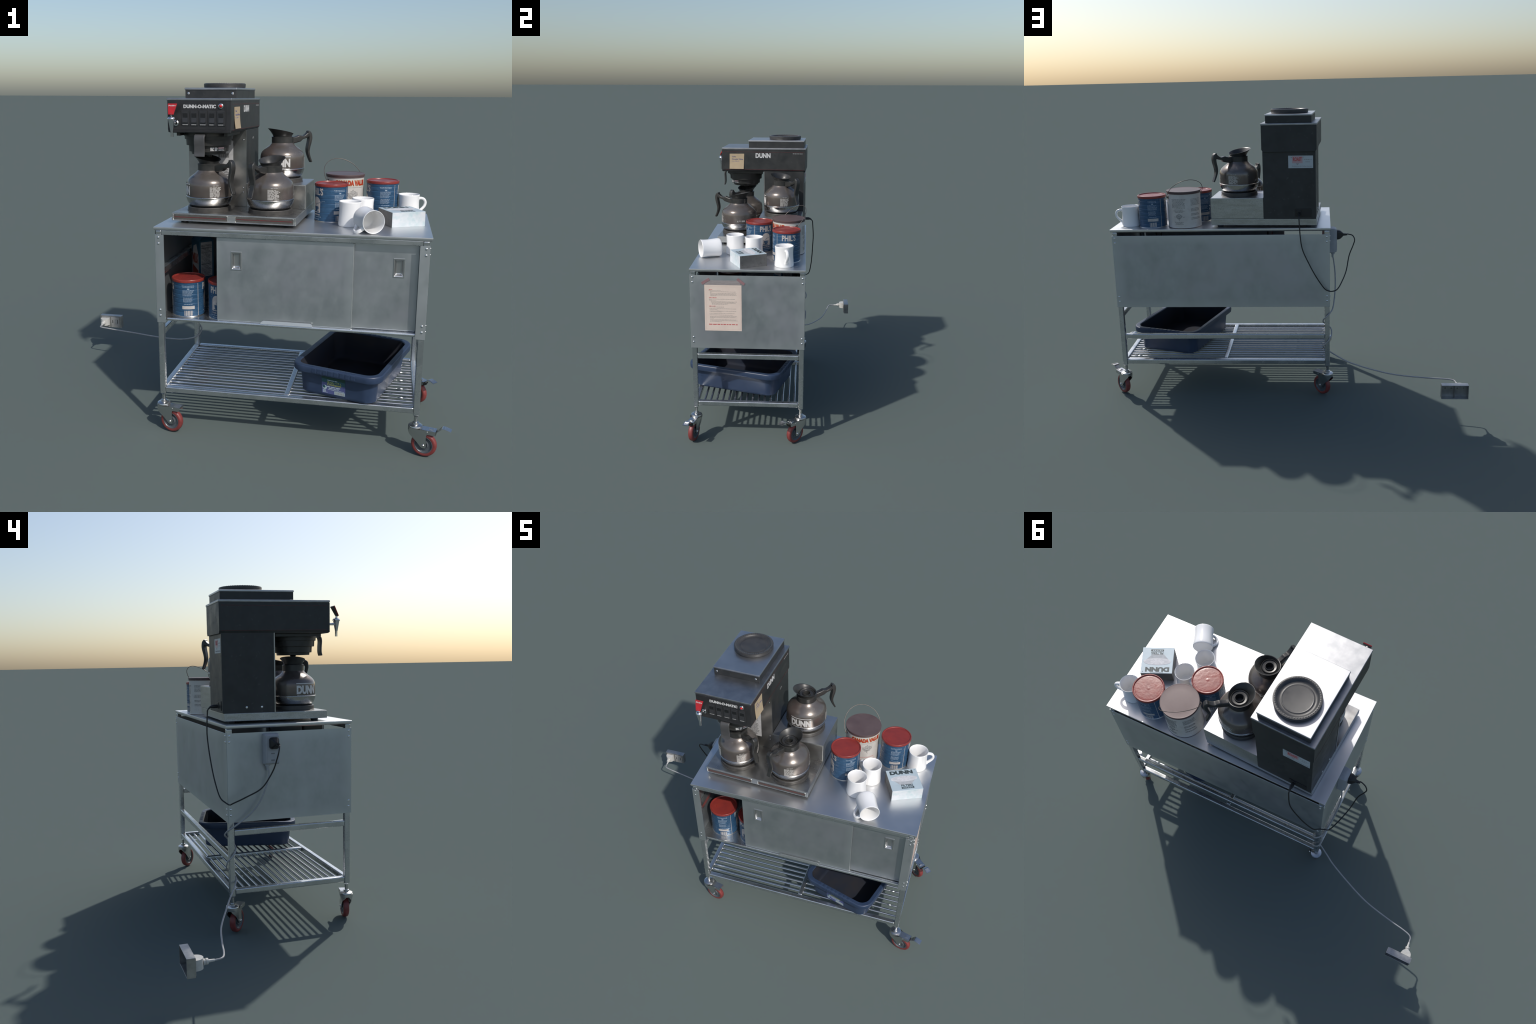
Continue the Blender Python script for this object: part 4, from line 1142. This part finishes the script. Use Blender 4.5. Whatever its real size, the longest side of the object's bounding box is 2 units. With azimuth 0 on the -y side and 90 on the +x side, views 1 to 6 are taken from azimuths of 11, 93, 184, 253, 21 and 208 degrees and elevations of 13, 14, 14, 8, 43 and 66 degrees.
for x, y, h, ang in ((0.4283, -0.1141, TABLE, 34.0), (0.6569, 0.0479, TABLE, 10.5), (-0.1990, -0.3230, 0.5458, 12.0), (-0.0230, -0.3370, 0.5458, -106.0)):
    t = thing("coffee_can", "blue ribbed coffee tin with red plastic lid and cream print", "coffee can", (x, y, h), radians(ang))
    for nm, (me, st) in CAN.items():
        put(nm, me, t, stuff=st)

# ================================================================== PAIL
pail = thing("coffee_pail", "white tin pail with brown lid, wire bail and red lettering", "pail", (0.4786, 0.0553, TABLE))
RP = 0.0893
bm = new_bm()
lathe(bm, [(0, 0.002), (0.087, 0.001), (0.0905, 0.0005), (0.0910, 0.0030), (0.0895, 0.0050), (0.0893, 0.010), (0.0890, 0.09), (0.0893, 0.182), (0.0900, 0.188)], 96)
part("pail_body", bm, PAIL_WHITE, pail, angle=50)
bm = new_bm()
lathe(bm, [(0.0898, 0.0), (0.0914, 0.0010), (0.0914, 0.0032), (0.0898, 0.0042)], 96)
part("bottom_rim", bm, PAIL_RIM, pail)
bm = new_bm()
lathe(bm, [(0.0900, 0.1845), (0.0918, 0.1848), (0.0922, 0.1885), (0.0908, 0.1895), (0.0925, 0.1908), (0.0934, 0.1960), (0.0925, 0.1992), (0.0905, 0.1998), (0.0880, 0.1985), (0.060, 0.1990), (0, 0.1995)], 96)
part("pail_lid", bm, [PAIL_LID], pail, angle=50)
bm = new_bm()
aT = radians(-66)
merge(bm, on_cylinder(letters("CANADA VALUE", 0.1570, 0.0255, 0.0003, 0.060, 0, 0), aT, RP, 0.1487, 0.0006))
part("lettering", bm, PAIL_RED, pail)
bm = new_bm()
merge(bm, on_cylinder(letters("CANADA VALUE", 0.1610, 0.0285, 0.0003, 0.100, 0, 0), aT, RP, 0.1470, 0.0001))
part("lettering_outline", bm, PAIL_YELLOW, pail)
LEAF = [(0.02, 0), (0.025, 0.24), (0.27, 0.20), (0.24, 0.28), (0.50, 0.50), (0.44, 0.54), (0.48, 0.70), (0.34, 0.67), (0.30, 0.74), (0.17, 0.58), (0.22, 0.86), (0.13, 0.82), (0.0, 1.0)]
def leaf_lines(bmx, size, width):
    pts = [(x, y) for x, y in LEAF] + [(-x, y) for x, y in LEAF[::-1]]
    segs = list(zip(pts[:-1], pts[1:])) + [((0, 0.2), (0, 0.85)), ((0, 0.24), (0.42, 0.62)), ((0, 0.24), (-0.42, 0.62)), ((0, 0.45), (0.12, 0.66)), ((0, 0.45), (-0.12, 0.66)), ((0.18, 0.40), (0.38, 0.46)), ((-0.18, 0.40), (-0.38, 0.46)),
                                          ((0, 0.3), (0.2, 0.25)), ((0, 0.3), (-0.2, 0.25)), ((0.0, 0.0), (0.07, -0.14))]
    for a, b in segs:
        v = Vector((b[0] - a[0], b[1] - a[1]))
        if v.length < 1e-6:
            continue
        nn = Vector((-v.y, v.x)).normalized() * width / 2
        A, B = Vector(a) * size, Vector(b) * size
        prism(bmx, [(A.x - nn.x, A.y - nn.y), (B.x - nn.x, B.y - nn.y), (B.x + nn.x, B.y + nn.y), (A.x + nn.x, A.y + nn.y)], 0.0003)
bm = new_bm()
for size, ang, z0 in ((0.052, -61, 0.0790), (0.036, 81, 0.0470)):
    q = new_bm()
    half = LEAF[:-1]
    prism(q, [(x * size, y * size) for x, y in LEAF] + [(-x * size, y * size) for x, y in half[::-1]], 0.0002)
    merge(bm, on_cylinder(q, radians(ang), RP, z0, 0.0001))
part("leaf_emblem", bm, PAIL_INK_PALE, pail)
bm = new_bm()
q = new_bm(); leaf_lines(q, 0.052, 0.0014)
merge(bm, on_cylinder(q, radians(-61), RP, 0.0790, 0.0002))
q = new_bm(); leaf_lines(q, 0.036, 0.0013)
merge(bm, on_cylinder(q, radians(81), RP, 0.0470, 0.0002))
q = new_bm()
lines(q, -0.066, 0.066, [0.1400], 0.0022, 61, 0.0003, align='mid', fill=(1, 1), word=(0.6, 1.6))
merge(bm, on_cylinder(q, aT, RP, 0, 0.0002))
q = new_bm()
lines(q, -0.040, 0.040, [0.158 - 0.0064 * k for k in range(8)], 0.0040, 62, 0.0003, fill=(0.88, 1), word=(0.8, 2.4))
lines(q, -0.034, 0.034, [0.103 - 0.0064 * k for k in range(3)], 0.0040, 63, 0.0003, align='mid', fill=(0.5, 0.95), word=(0.8, 2.4))
lines(q, -0.034, 0.034, [0.036 - 0.0064 * k for k in range(3)], 0.0040, 64, 0.0003, align='mid', fill=(0.6, 1.0), word=(0.8, 2.4))
lines(q, -0.028, -0.020, [0.064], 0.003, 65, 0.0003); lines(q, 0.022, 0.034, [0.064], 0.003, 66, 0.0003)
merge(bm, on_cylinder(q, radians(81), RP, 0, 0.0002))
q = new_bm()
for y0, nrow_ in ((0.158, 6), (0.107, 3), (0.078, 2), (0.056, 2)):
    lines(q, -0.034, 0.034, [y0 - 0.0064 * k for k in range(nrow_)], 0.0040, int(y0 * 1e4), 0.0003, fill=(0.65, 1), word=(0.8, 2.4))
merge(bm, on_cylinder(q, radians(146), RP, 0, 0.0002))
part("label_print", bm, PAIL_INK, pail, stuff=True)
bm = new_bm()
q = new_bm(); lines(q, -0.06, 0.06, [0.045, 0.028], 0.0034, 71, 0.0003, align='mid', fill=(0.8, 1))
part("label_print", on_cylinder(q, aT, RP, 0, 0.0002), RED_INK, pail, stuff=True)
bm.free()
ad = radians(31)
D, Pp = Vector((cos(ad), sin(ad), 0)), Vector((-sin(ad), cos(ad), 0))
bm = new_bm()
for sg in (-1, 1):
    o = D * sg * 0.0888 + Vector((0, 0, 0.166))
    lathe(bm, [(0.0090, 0.0), (0.0085, 0.002), (0.0050, 0.0035), (0.0048, 0.0075), (0, 0.0080)], 16, frame(o, (-D.y * sg, D.x * sg, 0), (0, 0, 1)))
part("bail_ear", bm, WIRE, pail)
up = (Pp * 0.092 + Vector((0, 0, 0.096)))
pts = []
for k in range(25):
    t = pi * k / 24
    bulge = 0.097 + 0.007 * sin(t) * abs(cos(t)) * 2
    pts.append(Vector((0, 0, 0.166)) - D * cos(t) * bulge + up * (sin(t) ** 0.92 if sin(t) > 0 else 0))
bm = new_bm(); tube(bm, catmull(pts, 3), 0.0016, 8)
part("bail", bm, WIRE, pail, angle=80)

# ================================================================== MUGS
b = new_bm()
outer = [(0, 0.0015), (0.040, 0.0015), (0.043, 0.0), (0.0485, 0.0002), (0.0502, 0.003), (0.0510, 0.009), (0.0503, 0.022), (0.0488, 0.040), (0.0478, 0.058), (0.0475, 0.075), (0.0482, 0.092), (0.0495, 0.105), (0.0496, 0.1083), (0.0484, 0.1098)]
inner = [(0.0466, 0.1088), (0.0452, 0.105), (0.0440, 0.092), (0.0434, 0.075), (0.0436, 0.05), (0.0445, 0.025), (0.0430, 0.012), (0.037, 0.0075), (0, 0.007)]
lathe(b, outer + inner, 64)
mug_me = mesh_from(b, "mug_body", CERAMIC, 60)
b = new_bm()
hp = catmull([(0.0455, 0, 0.0890), (0.0580, 0, 0.0905), (0.0720, 0, 0.0850), (0.0795, 0, 0.0700), (0.0755, 0, 0.0530), (0.0640, 0, 0.0395), (0.0540, 0, 0.0310), (0.0490, 0, 0.0230)], 6)
bar_sweep(b, hp, [0.0062 if i > 4 else 0.0078 - 0.0004 * i for i in range(len(hp))], [0.0090 - 0.0015 * sin(pi * i / len(hp)) for i in range(len(hp))], (0, 1, 0), 5, 0.48)
mug_handle_me = mesh_from(b, "handle", CERAMIC, 70)
def mug(loc, rot):
    t = thing("mug", "plain white ceramic diner mug with loop handle", "mug", loc, rotation=rot)
    put("mug_body", mug_me, t)
    put("handle", mug_handle_me, t)
mug((0.5237, -0.2450, TABLE), (0, 0, radians(108)))
mug((0.5747, -0.1347, TABLE), (0, 0, radians(150)))
mug((0.7819, 0.0393, TABLE), (0, 0, radians(15)))
# the fourth mug lies on its side, mouth toward the viewer, propped on its handle
ax = Vector((0.412, -0.911, -0.0)).normalized()
horiz = Vector((-0.911, -0.412, 0))
hd = (horiz * cos(radians(36)) + Vector((0, 0, -1)) * sin(radians(36))).normalized()
yy = ax.cross(hd)
MM = Matrix((hd, yy, ax)).transposed()
mug((0.5880, -0.3245, TABLE + 0.0512), MM.to_euler())

# ================================================================== FILTER BOX
fb = thing("filter_box", "light blue carton of paper coffee filters with dark lettering", "filter box", (0.7475, -0.1526, TABLE), radians(24.9))
bm = new_bm()
box(bm, -0.0787, 0.0787, -0.0754, 0.0754, 0.0, 0.0660, bevel=0.0008, segs=1)
for f in bm.faces:
    n_ = f.normal
    f.material_index = 0 if n_.z > 0.7 else 1 if n_.y < -0.7 else 2
bm.faces.ensure_lookup_table()
part("carton", bm, [BOX_TOP, BOX_FRONT, BOX_SIDE], fb)
TOPM = Matrix.Translation((0, 0, 0.0661))
bm = letters("DUNN", 0.1190, 0.0270, 0.0004, 0.065, -0.0035, 0.0395)
part("lettering", on_plane(bm, TOPM), BOX_INK, fb)
bm = new_bm()
lines(bm, -0.033, 0.030, [0.0710], 0.0028, 90, 0.0003, fill=(1, 1)); flat(bm, 0.0655, 0.0700, 0.0635, 0.0665, 0.0003)
merge(bm, letters("FILTERS", 0.0600, 0.0150, 0.0004, 0.03, 0.005, -0.0490))
flat(bm, -0.027, 0.037, -0.0630, -0.0520, 0.0003)
part("lettering", on_plane(bm, TOPM), BOX_INK, fb)
bm = new_bm(); lines(bm, -0.021, 0.030, [-0.0575], 0.0060, 91, 0.0006, fill=(1, 1), word=(0.5, 1.2))
part("label_print", on_plane(bm, TOPM), BOX_TOP, fb, stuff=True)
# fluted paper filter pictured on the top
bm, bg = new_bm(), new_bm()
prism(bg, [(-0.0690, 0.0090), (-0.0600, 0.0020), (-0.0280, -0.0360), (0.0280, -0.0360), (0.0600, 0.0020), (0.0690, 0.0090)], 0.0002)
part("filter_picture", on_plane(bg, TOPM), FILTER_GREY, fb)
ell = [(0.0665 * cos(2 * pi * k / 60), 0.0105 + 0.0170 * sin(2 * pi * k / 60)) for k in range(60)]
prism(bm, ell, 0.0006)
scallop = []
for k in range(61):
    a = pi + pi * k / 60
    scallop.append((0.0690 * cos(a), 0.0070 + (0.0195 + (0.0010 if k % 2 else 0)) * sin(a)))
prism(bm, scallop, 0.0004)
part("filter_picture", on_plane(bm, TOPM), FILTER_WHITE, fb)
bg = new_bm()
rg = random.Random(3)
for k in range(18):
    a = 2 * pi * (k + 0.5) / 18
    c, s = cos(a), sin(a)
    p0, p1 = Vector((0.064 * c, 0.0105 + 0.0160 * s)), Vector((0.036 * c, 0.0085 + 0.0075 * s))
    v = (p1 - p0).normalized(); nn = Vector((-v.y, v.x)) * 0.0006
    prism(bg, [(p0.x - nn.x, p0.y - nn.y), (p1.x - nn.x, p1.y - nn.y), (p1.x + nn.x, p1.y + nn.y), (p0.x + nn.x, p0.y + nn.y)], 0.0003, z0=0.0004)
for k in range(1, 23):
    x = -0.062 + 0.124 * k / 23
    yb = 0.0065 - 0.0200 * (1 - (x / 0.069) ** 2) ** 0.5
    flat(bg, x - 0.0005, x + 0.0005, yb + 0.0008, yb + 0.0040, 0.0003, 0.0003)
part("filter_fluting", on_plane(bg, TOPM), FILTER_GREY, fb, stuff=True)

# ================================================================== MILK CARTONS in the cabinet
def milk(loc, rot, accents):
    t = thing("milk_carton", "gable-top paper milk carton, blue with pale nutrition panel", "milk carton", loc, rot)
    w, h, gh = 0.0405, 0.281, 0.038
    b_ = new_bm()
    # body and folded roof; ridge runs along local y, gable ends tuck in at the +-y faces
    V = [b_.verts.new(p) for p in ((-w, -w, 0), (w, -w, 0), (w, w, 0), (-w, w, 0), (-w, -w, h), (w, -w, h), (w, w, h), (-w, w, h),
                                   (-0.002, -w, h + gh), (0.002, -w, h + gh), (0.002, w, h + gh), (-0.002, w, h + gh), (0, -w * 0.25, h + gh * 0.9), (0, w * 0.25, h + gh * 0.9))]
    F = lambda *i: b_.faces.new([V[k] for k in i])
    F(3, 2, 1, 0); F(0, 1, 5, 4); F(1, 2, 6, 5); F(2, 3, 7, 6); F(3, 0, 4, 7)
    F(5, 6, 10, 9); F(7, 4, 8, 11); F(4, 5, 12); F(6, 7, 13); F(4, 12, 8); F(12, 5, 9); F(6, 13, 10); F(13, 7, 11)
    F(8, 9, 10, 11)
    F(8, 12, 9); F(10, 13, 11)
    part("carton", b_, MILK_BLUE, t, angle=20)
    b_ = new_bm(); box(b_, -0.0022, 0.0022, -w, w, h + gh - 0.002, h + gh + 0.020, bevel=0.0006, segs=1)
    part("carton_fin", b_, MILK_BLUE, t)
    FMx = frame((0, -w - 0.0001, 0), (1, 0, 0), (0, 0, 1))
    b_ = new_bm(); flat(b_, -0.0315, 0.0315, 0.10, 0.274, 0.0004)
    part("nutrition_panel", on_plane(b_, FMx), MILK_WHITE, t)
    b_ = new_bm(); lines(b_, -0.029, 0.029, [0.105 + 0.0062 * k for k in range(26)], 0.0036, accents, 0.0008, fill=(0.7, 1))
    for y_ in (0.135, 0.162, 0.221, 0.243, 0.254):
        flat(b_, -0.030, 0.030, y_, y_ + 0.002, 0.0008)
    part("panel_print", on_plane(b_, FMx), DARK_INK, t, stuff=True)
    SMx = frame((-w - 0.0001, 0, 0), (0, -1, 0), (0, 0, 1))
    b_ = new_bm(); prism(b_, [(-0.034, 0.02), (0.034, 0.02), (0.034, 0.20), (0.010, 0.262), (-0.020, 0.25), (-0.034, 0.19)], 0.0004)
    part("front_panel", on_plane(b_, SMx), MILK_WHITE, t)
    b_ = letters("MILK", 0.060, 0.05, 0.0008, 0.04, 0, 0.165)
    prism(b_, [(-0.030, 0.155), (0.030, 0.130), (0.030, 0.06), (-0.030, 0.10)], 0.0008)
    part("front_print", on_plane(b_, SMx), MILK_RED, t)
milk((-0.2190, -0.0030, 0.5458), radians(43), 501)
milk((-0.0950, 0.0500, 0.5458), radians(70), 502)

# ================================================================== DISH TUB on the shelf
tub = thing("dish_tub", "navy plastic dish tub with rolled rim and printed label", "dish tub", (0.5637, -0.1924, 0.2190), -0.2888)
TA, TB, TRR, TH = 0.2087, 0.2736, 0.0677, 0.144
def tring(a, b, r, zz, n=10):
    return [(x, y, zz) for x, y in rounded_rect(a, b, r, n)]
bm = new_bm()
outer = [(TA - 0.050, TB - 0.052, 0.040, 0.0008), (TA - 0.041, TB - 0.043, 0.048, 0.002), (TA - 0.034, TB - 0.036, 0.052, 0.008), (TA - 0.0335, TB - 0.0355, 0.055, 0.018),
         (TA - 0.0300, TB - 0.0315, 0.056, 0.060), (TA - 0.0255, TB - 0.0270, 0.058, 0.104), (TA - 0.0235, TB - 0.0250, 0.058, 0.1115), (TA - 0.003, TB - 0.003, 0.0655, 0.1120),
         (TA - 0.0010, TB - 0.0010, 0.0672, 0.1140), (TA, TB, TRR, 0.1280), (TA - 0.0005, TB - 0.0005, 0.0675, 0.1390), (TA - 0.003, TB - 0.003, 0.0655, 0.1430), (TA - 0.0065, TB - 0.0065, 0.0625, TH),
         (TA - 0.0235, TB - 0.0235, 0.052, 0.1435), (TA - 0.0265, TB - 0.0265, 0.050, 0.1390)]
loft(bm, [tring(*k) for k in outer], True, False)
part("tub_body", bm, TUB_BLUE, tub, angle=50)
bm = new_bm()
inn = [(TA - 0.0262, TB - 0.0262, 0.050, 0.1392), (TA - 0.0300, TB - 0.0315, 0.050, 0.100), (TA - 0.0370, TB - 0.0385, 0.048, 0.025), (TA - 0.043, TB - 0.045, 0.045, 0.010), (TA - 0.052, TB - 0.054, 0.038, 0.0055)]
loft(bm, [tring(*k) for k in inn], False, True)
part("tub_inside", bm, TUB_INSIDE, tub, angle=50)
bm = new_bm()      # grip ridges pressed in both short rims
for sg in (-1, 1):
    for k in range(8):
        x = -0.091 + 0.026 * k
        box(bm, x - 0.0095, x + 0.0095, *sorted((sg * (TB - 0.0045), sg * (TB - 0.0200))), 0.1415, 0.1450, bevel=0.0012, segs=2)
        box(bm, x - 0.0095, x + 0.0095, *sorted((sg * (TB - 0.003), sg * (TB + 0.0010))), 0.118, 0.1385, bevel=0.0009, segs=1)
part("rim_ridge", bm, TUB_BLUE, tub, stuff=True)
bm = new_bm()      # scratches along the lower right side
rg = random.Random(11)
slope = (0.0255 - 0.0305) / (0.060 - 0.018)
# label on the short front wall (slanted plane)
wa, wb = Vector((0, -(TB - 0.0355), 0.018)), Vector((0, -(TB - 0.0270), 0.104))
LMx = frame(wa + Vector((-0.007, -0.0008, 0)), (1, 0, 0), (wb - wa))
bm.free()
lw, lh = 0.110, 0.0835
def lab(name, fn, mat, dz, stuff=False):
    q = new_bm(); fn(q)
    return part(name, on_plane(q, LMx @ Matrix.Translation((0, 0, dz))), mat, tub, stuff=stuff)
lab("tub_label", lambda q: flat(q, -lw / 2, lw / 2, 0.001, lh, 0.0006), LABEL_PURPLE, 0.0)
lab("label_band", lambda q: prism(q, [(-lw / 2, 0.056), (lw / 2, 0.048), (lw / 2, lh), (-lw / 2, lh)], 0.0003), LABEL_TEAL, 0.0005)
lab("label_band", lambda q: prism(q, [(-lw / 2, 0.074), (lw / 2, 0.068), (lw / 2, lh), (-lw / 2, lh)], 0.0003), LABEL_GREEN, 0.0008)
def ly(q):
    merge(q, letters("18 Qt. / 17 L", 0.066, 0.0085, 0.0003, 0.01, 0.004, 0.0540))
    merge(q, letters("Dishpan", 0.064, 0.0125, 0.0003, 0.02, 0.004, 0.0405))
lab("label_lettering", ly, LABEL_YELLOW, 0.0012)
def lw_(q):
    lines(q, -0.030, 0.036, [0.0360, 0.0290], 0.0062, 600, 0.0003, align='mid', fill=(0.75, 1), word=(1.5, 3.5))
    lines(q, -0.026, 0.050, [0.0225], 0.0032, 601, 0.0003, fill=(1, 1))
    lines(q, -0.050, -0.028, [0.0170, 0.0120, 0.0070], 0.0042, 602, 0.0003, fill=(0.7, 1))
    lines(q, -0.028, 0.022, [0.0680], 0.0050, 603, 0.0003, fill=(1, 1), word=(2, 4))
lab("label_lettering", lw_, LABEL_WHITE, 0.0012, True)
lab("label_patch", lambda q: flat(q, 0.004, lw / 2 - 0.002, 0.0025, 0.0185, 0.0003), LABEL_PALE, 0.0008)
lab("label_patch", lambda q: prism(q, [(-0.041 + 0.0105 * cos(2 * pi * k / 20), 0.0310 + 0.0105 * sin(2 * pi * k / 20)) for k in range(20)], 0.0003), LABEL_PALE, 0.0008)
lab("label_patch", lambda q: prism(q, [(-0.044 + 0.0065 * cos(2 * pi * k / 20), 0.0340 + 0.0065 * sin(2 * pi * k / 20)) for k in range(20)], 0.0003), LABEL_TEAL, 0.0012)
lab("barcode", lambda q: [flat(q, 0.010 + 0.0052 * k, 0.0125 + 0.0052 * k + 0.0008 * (k % 3), 0.0050, 0.0160, 0.0003) for k in range(8)], GREY_INK, 0.0012, True)

# ================================================================== EXTENSION CORD: tap block on the cart, cable, plug
xt = thing("extension_cord", "grey extension cord with block outlet, wound down the cart leg", "extension cord", (-0.331, -0.050, 0.0))
XO = Vector((-0.331, -0.050, 0.0))
def W(p):
    return Vector(p) - XO
bm = new_bm()
BMx = frame(W((-0.3112, -0.0498, 0.8585)), (0, -1, 0), (0, 0, 1))     # out of the panel is -x
rr = []
for a, b, d in ((0.0360, 0.0690, 0.0), (0.0362, 0.0692, 0.020), (0.0350, 0.0680, 0.028), (0.0310, 0.0630, 0.0385), (0.0280, 0.0600, 0.0400)):
    rr.append([BMx @ Vector((p, q, d)) for p, q in rounded_rect(a, b, 0.006, 4)])
loft(bm, rr, True, True)
blk = part("tap_block", bm, GREY_BLOCK, xt, angle=40)
bm = new_bm()
box(bm, -0.0250, 0.0250, -0.0560, -0.0060, 0.0398, 0.0412, bevel=0.0008, segs=1, M=BMx)
box(bm, -0.0250, 0.0250, -0.0010, 0.0520, 0.0398, 0.0412, bevel=0.0008, segs=1, M=BMx)
part("socket_plate", bm, GREY_BLOCK, blk)
bm = new_bm()
for a, b in ((-0.0185, 0.0028), (-0.0485, 0.0034)):
    box(bm, -0.0085, 0.0085, a - b, a + b, 0.0410, 0.0417, M=BMx)
part("socket_slot_plate", bm, SLOT_GREY, blk)  # raised grey plates stand in for the slot openings
spiral = [(-0.3290, -0.0310, 0.800), (-0.3275, -0.0325, 0.785), (-0.3269, -0.0343, 0.7766), (-0.3333, -0.0365, 0.7426), (-0.3406, -0.0166, 0.681), (-0.3417, 0.016, 0.617), (-0.3377, 0.0573, 0.5695), (-0.3269, 0.1249, 0.5184), (-0.310, 0.1545, 0.4952), (-0.2857, 0.1632, 0.4722),
          (-0.2735, 0.150, 0.455), (-0.2735, 0.128, 0.434), (-0.290, 0.1165, 0.416), (-0.3135, 0.1228, 0.397), (-0.3187, 0.1413, 0.374), (-0.3102, 0.1594, 0.351), (-0.2849, 0.1592, 0.3162),
          (-0.2735, 0.150, 0.302), (-0.2735, 0.125, 0.284), (-0.290, 0.1165, 0.2680), (-0.3114, 0.1227, 0.2554), (-0.3604, 0.1486, 0.2344), (-0.4088, 0.1767, 0.2190), (-0.4614, 0.2015, 0.2097), (-0.5134, 0.2246, 0.2020), (-0.6157, 0.2674, 0.1930),
          (-0.7028, 0.2956, 0.191), (-0.8303, 0.3232, 0.1915), (-0.8979, 0.3355, 0.1935), (-0.9400, 0.3470, 0.1935), (-0.9545, 0.3600, 0.1925), (-0.9575, 0.3780, 0.1915), (-0.9600, 0.4000, 0.1915)]
bm = new_bm(); tube(bm, catmull([W(p) for p in spiral], 8), 0.0037, 10)
part("cable", bm, GREY_CABLE, xt, angle=80)
bm = new_bm()
tube(bm, [W(p) for p in ((-0.329, -0.031, 0.792), (-0.329, -0.031, 0.783), (-0.328, -0.031, 0.782), (-0.3275, -0.032, 0.762))], [0.0125, 0.0115, 0.0070, 0.0050], 14)
part("strain_relief", bm, GREY_BLOCK, blk)
# plug in the wall box
PMx = frame(W((-0.9640, 0.4600, 0.1930)), (1, 0, 0), (0, 0, 1))
bm = new_bm()
plug = [(-0.0265, 0.0)] + [(-0.0265 * cos(radians(q)), 0.004 + 0.0285 * sin(radians(q))) for q in range(0, 181, 12)] + [(0.0265, 0.0)]
prism(bm, plug, 0.040, frame(W((-0.9640, 0.4600, 0.1735)), (1, 0, 0), (0, -1, 0)), z0=-0.040)
bmesh.ops.bevel(bm, geom=[e for e in bm.edges if e.calc_face_angle(0) > 0.8], offset=0.002, segments=2, affect='EDGES')
pg = part("plug", bm, IVORY_PLUG, xt)
bm = new_bm()
path = [W(p) for p in ((-0.9635, 0.4290, 0.1930), (-0.9625, 0.4230, 0.1930), (-0.9622, 0.4210, 0.1930), (-0.9618, 0.4180, 0.1930), (-0.9610, 0.4110, 0.1928), (-0.9600, 0.4080, 0.1925), (-0.9580, 0.3850, 0.1918))]
tube(bm, path, [0.0120, 0.0120, 0.0085, 0.0120, 0.0115, 0.0060, 0.0045], 16)
part("plug_neck", bm, IVORY_PLUG, pg, angle=50)

# ================================================================== OUTLET BOX
ob_ = thing("outlet_box", "small open-backed metal box with a double power outlet", "outlet box", (-0.9325, 0.4785, 0.1540))
hx_, hy_, hz_ = 0.0670, 0.0160, 0.0740
bm = new_bm()
t_ = 0.003
box(bm, -hx_, hx_, -hy_, hy_, hz_ - t_, hz_, bevel=0.0006, segs=1)
box(bm, -hx_, hx_, -hy_, hy_, 0, t_, bevel=0.0006, segs=1)
box(bm, -hx_, -hx_ + t_, -hy_, hy_, t_ * 0.9, hz_ - t_ * 0.9)
box(bm, hx_ - t_, hx_, -hy_, hy_, t_ * 0.9, hz_ - t_ * 0.9)
box(bm, -hx_ + t_ * 0.9, hx_ - t_ * 0.9, -hy_ + 0.0005, -hy_ + 0.004, t_ * 0.9, hz_ - t_ * 0.9)
box(bm, -0.001, 0.001, -hy_ + 0.004, hy_ - 0.012, t_, hz_ - t_)
part("box_shell", bm, WALL_BOX, ob_)
for cx in (-0.0310, 0.0300):
    bm = new_bm()
    box(bm, cx - 0.0270, cx + 0.0270, -hy_ - 0.0035, -hy_ + 0.001, 0.003, 0.066, bevel=0.0015, segs=2)
    fc = part("outlet_face", bm, OUTLET_FACE, ob_)
    bm = new_bm()
    for dx, hh in ((-0.0160, 0.0095), (0.0150, 0.0115)):
        box(bm, cx + dx - 0.0018, cx + dx + 0.0018, -hy_ - 0.0040, -hy_ - 0.0030, 0.040 - hh, 0.040 + hh)
    lines(bm, 0, 0, [], 1, 1)
    part("outlet_slot_plate", bm, SWITCH_DARK, fc)  # dark raised bars drawn in place of open slots
    bm = new_bm()
    for dx in (-0.016, 0.015):
        lathe(bm, [(0.004, 0), (0.004, 0.005), (0.0025, 0.008), (0, 0.0085)], 10, frame((cx + dx, -hy_ + 0.004, 0.048), (-1, 0, 0), (0, 0, 1)))
    part("outlet_terminal", bm, WALL_BOX, fc, stuff=True)
bm = new_bm()
box(bm, -0.064, 0.064, -hy_ - 0.0012, -hy_ + 0.002, 0.067, 0.072)
lines_b = bm
part("outlet_strap", bm, WALL_BOX, ob_)
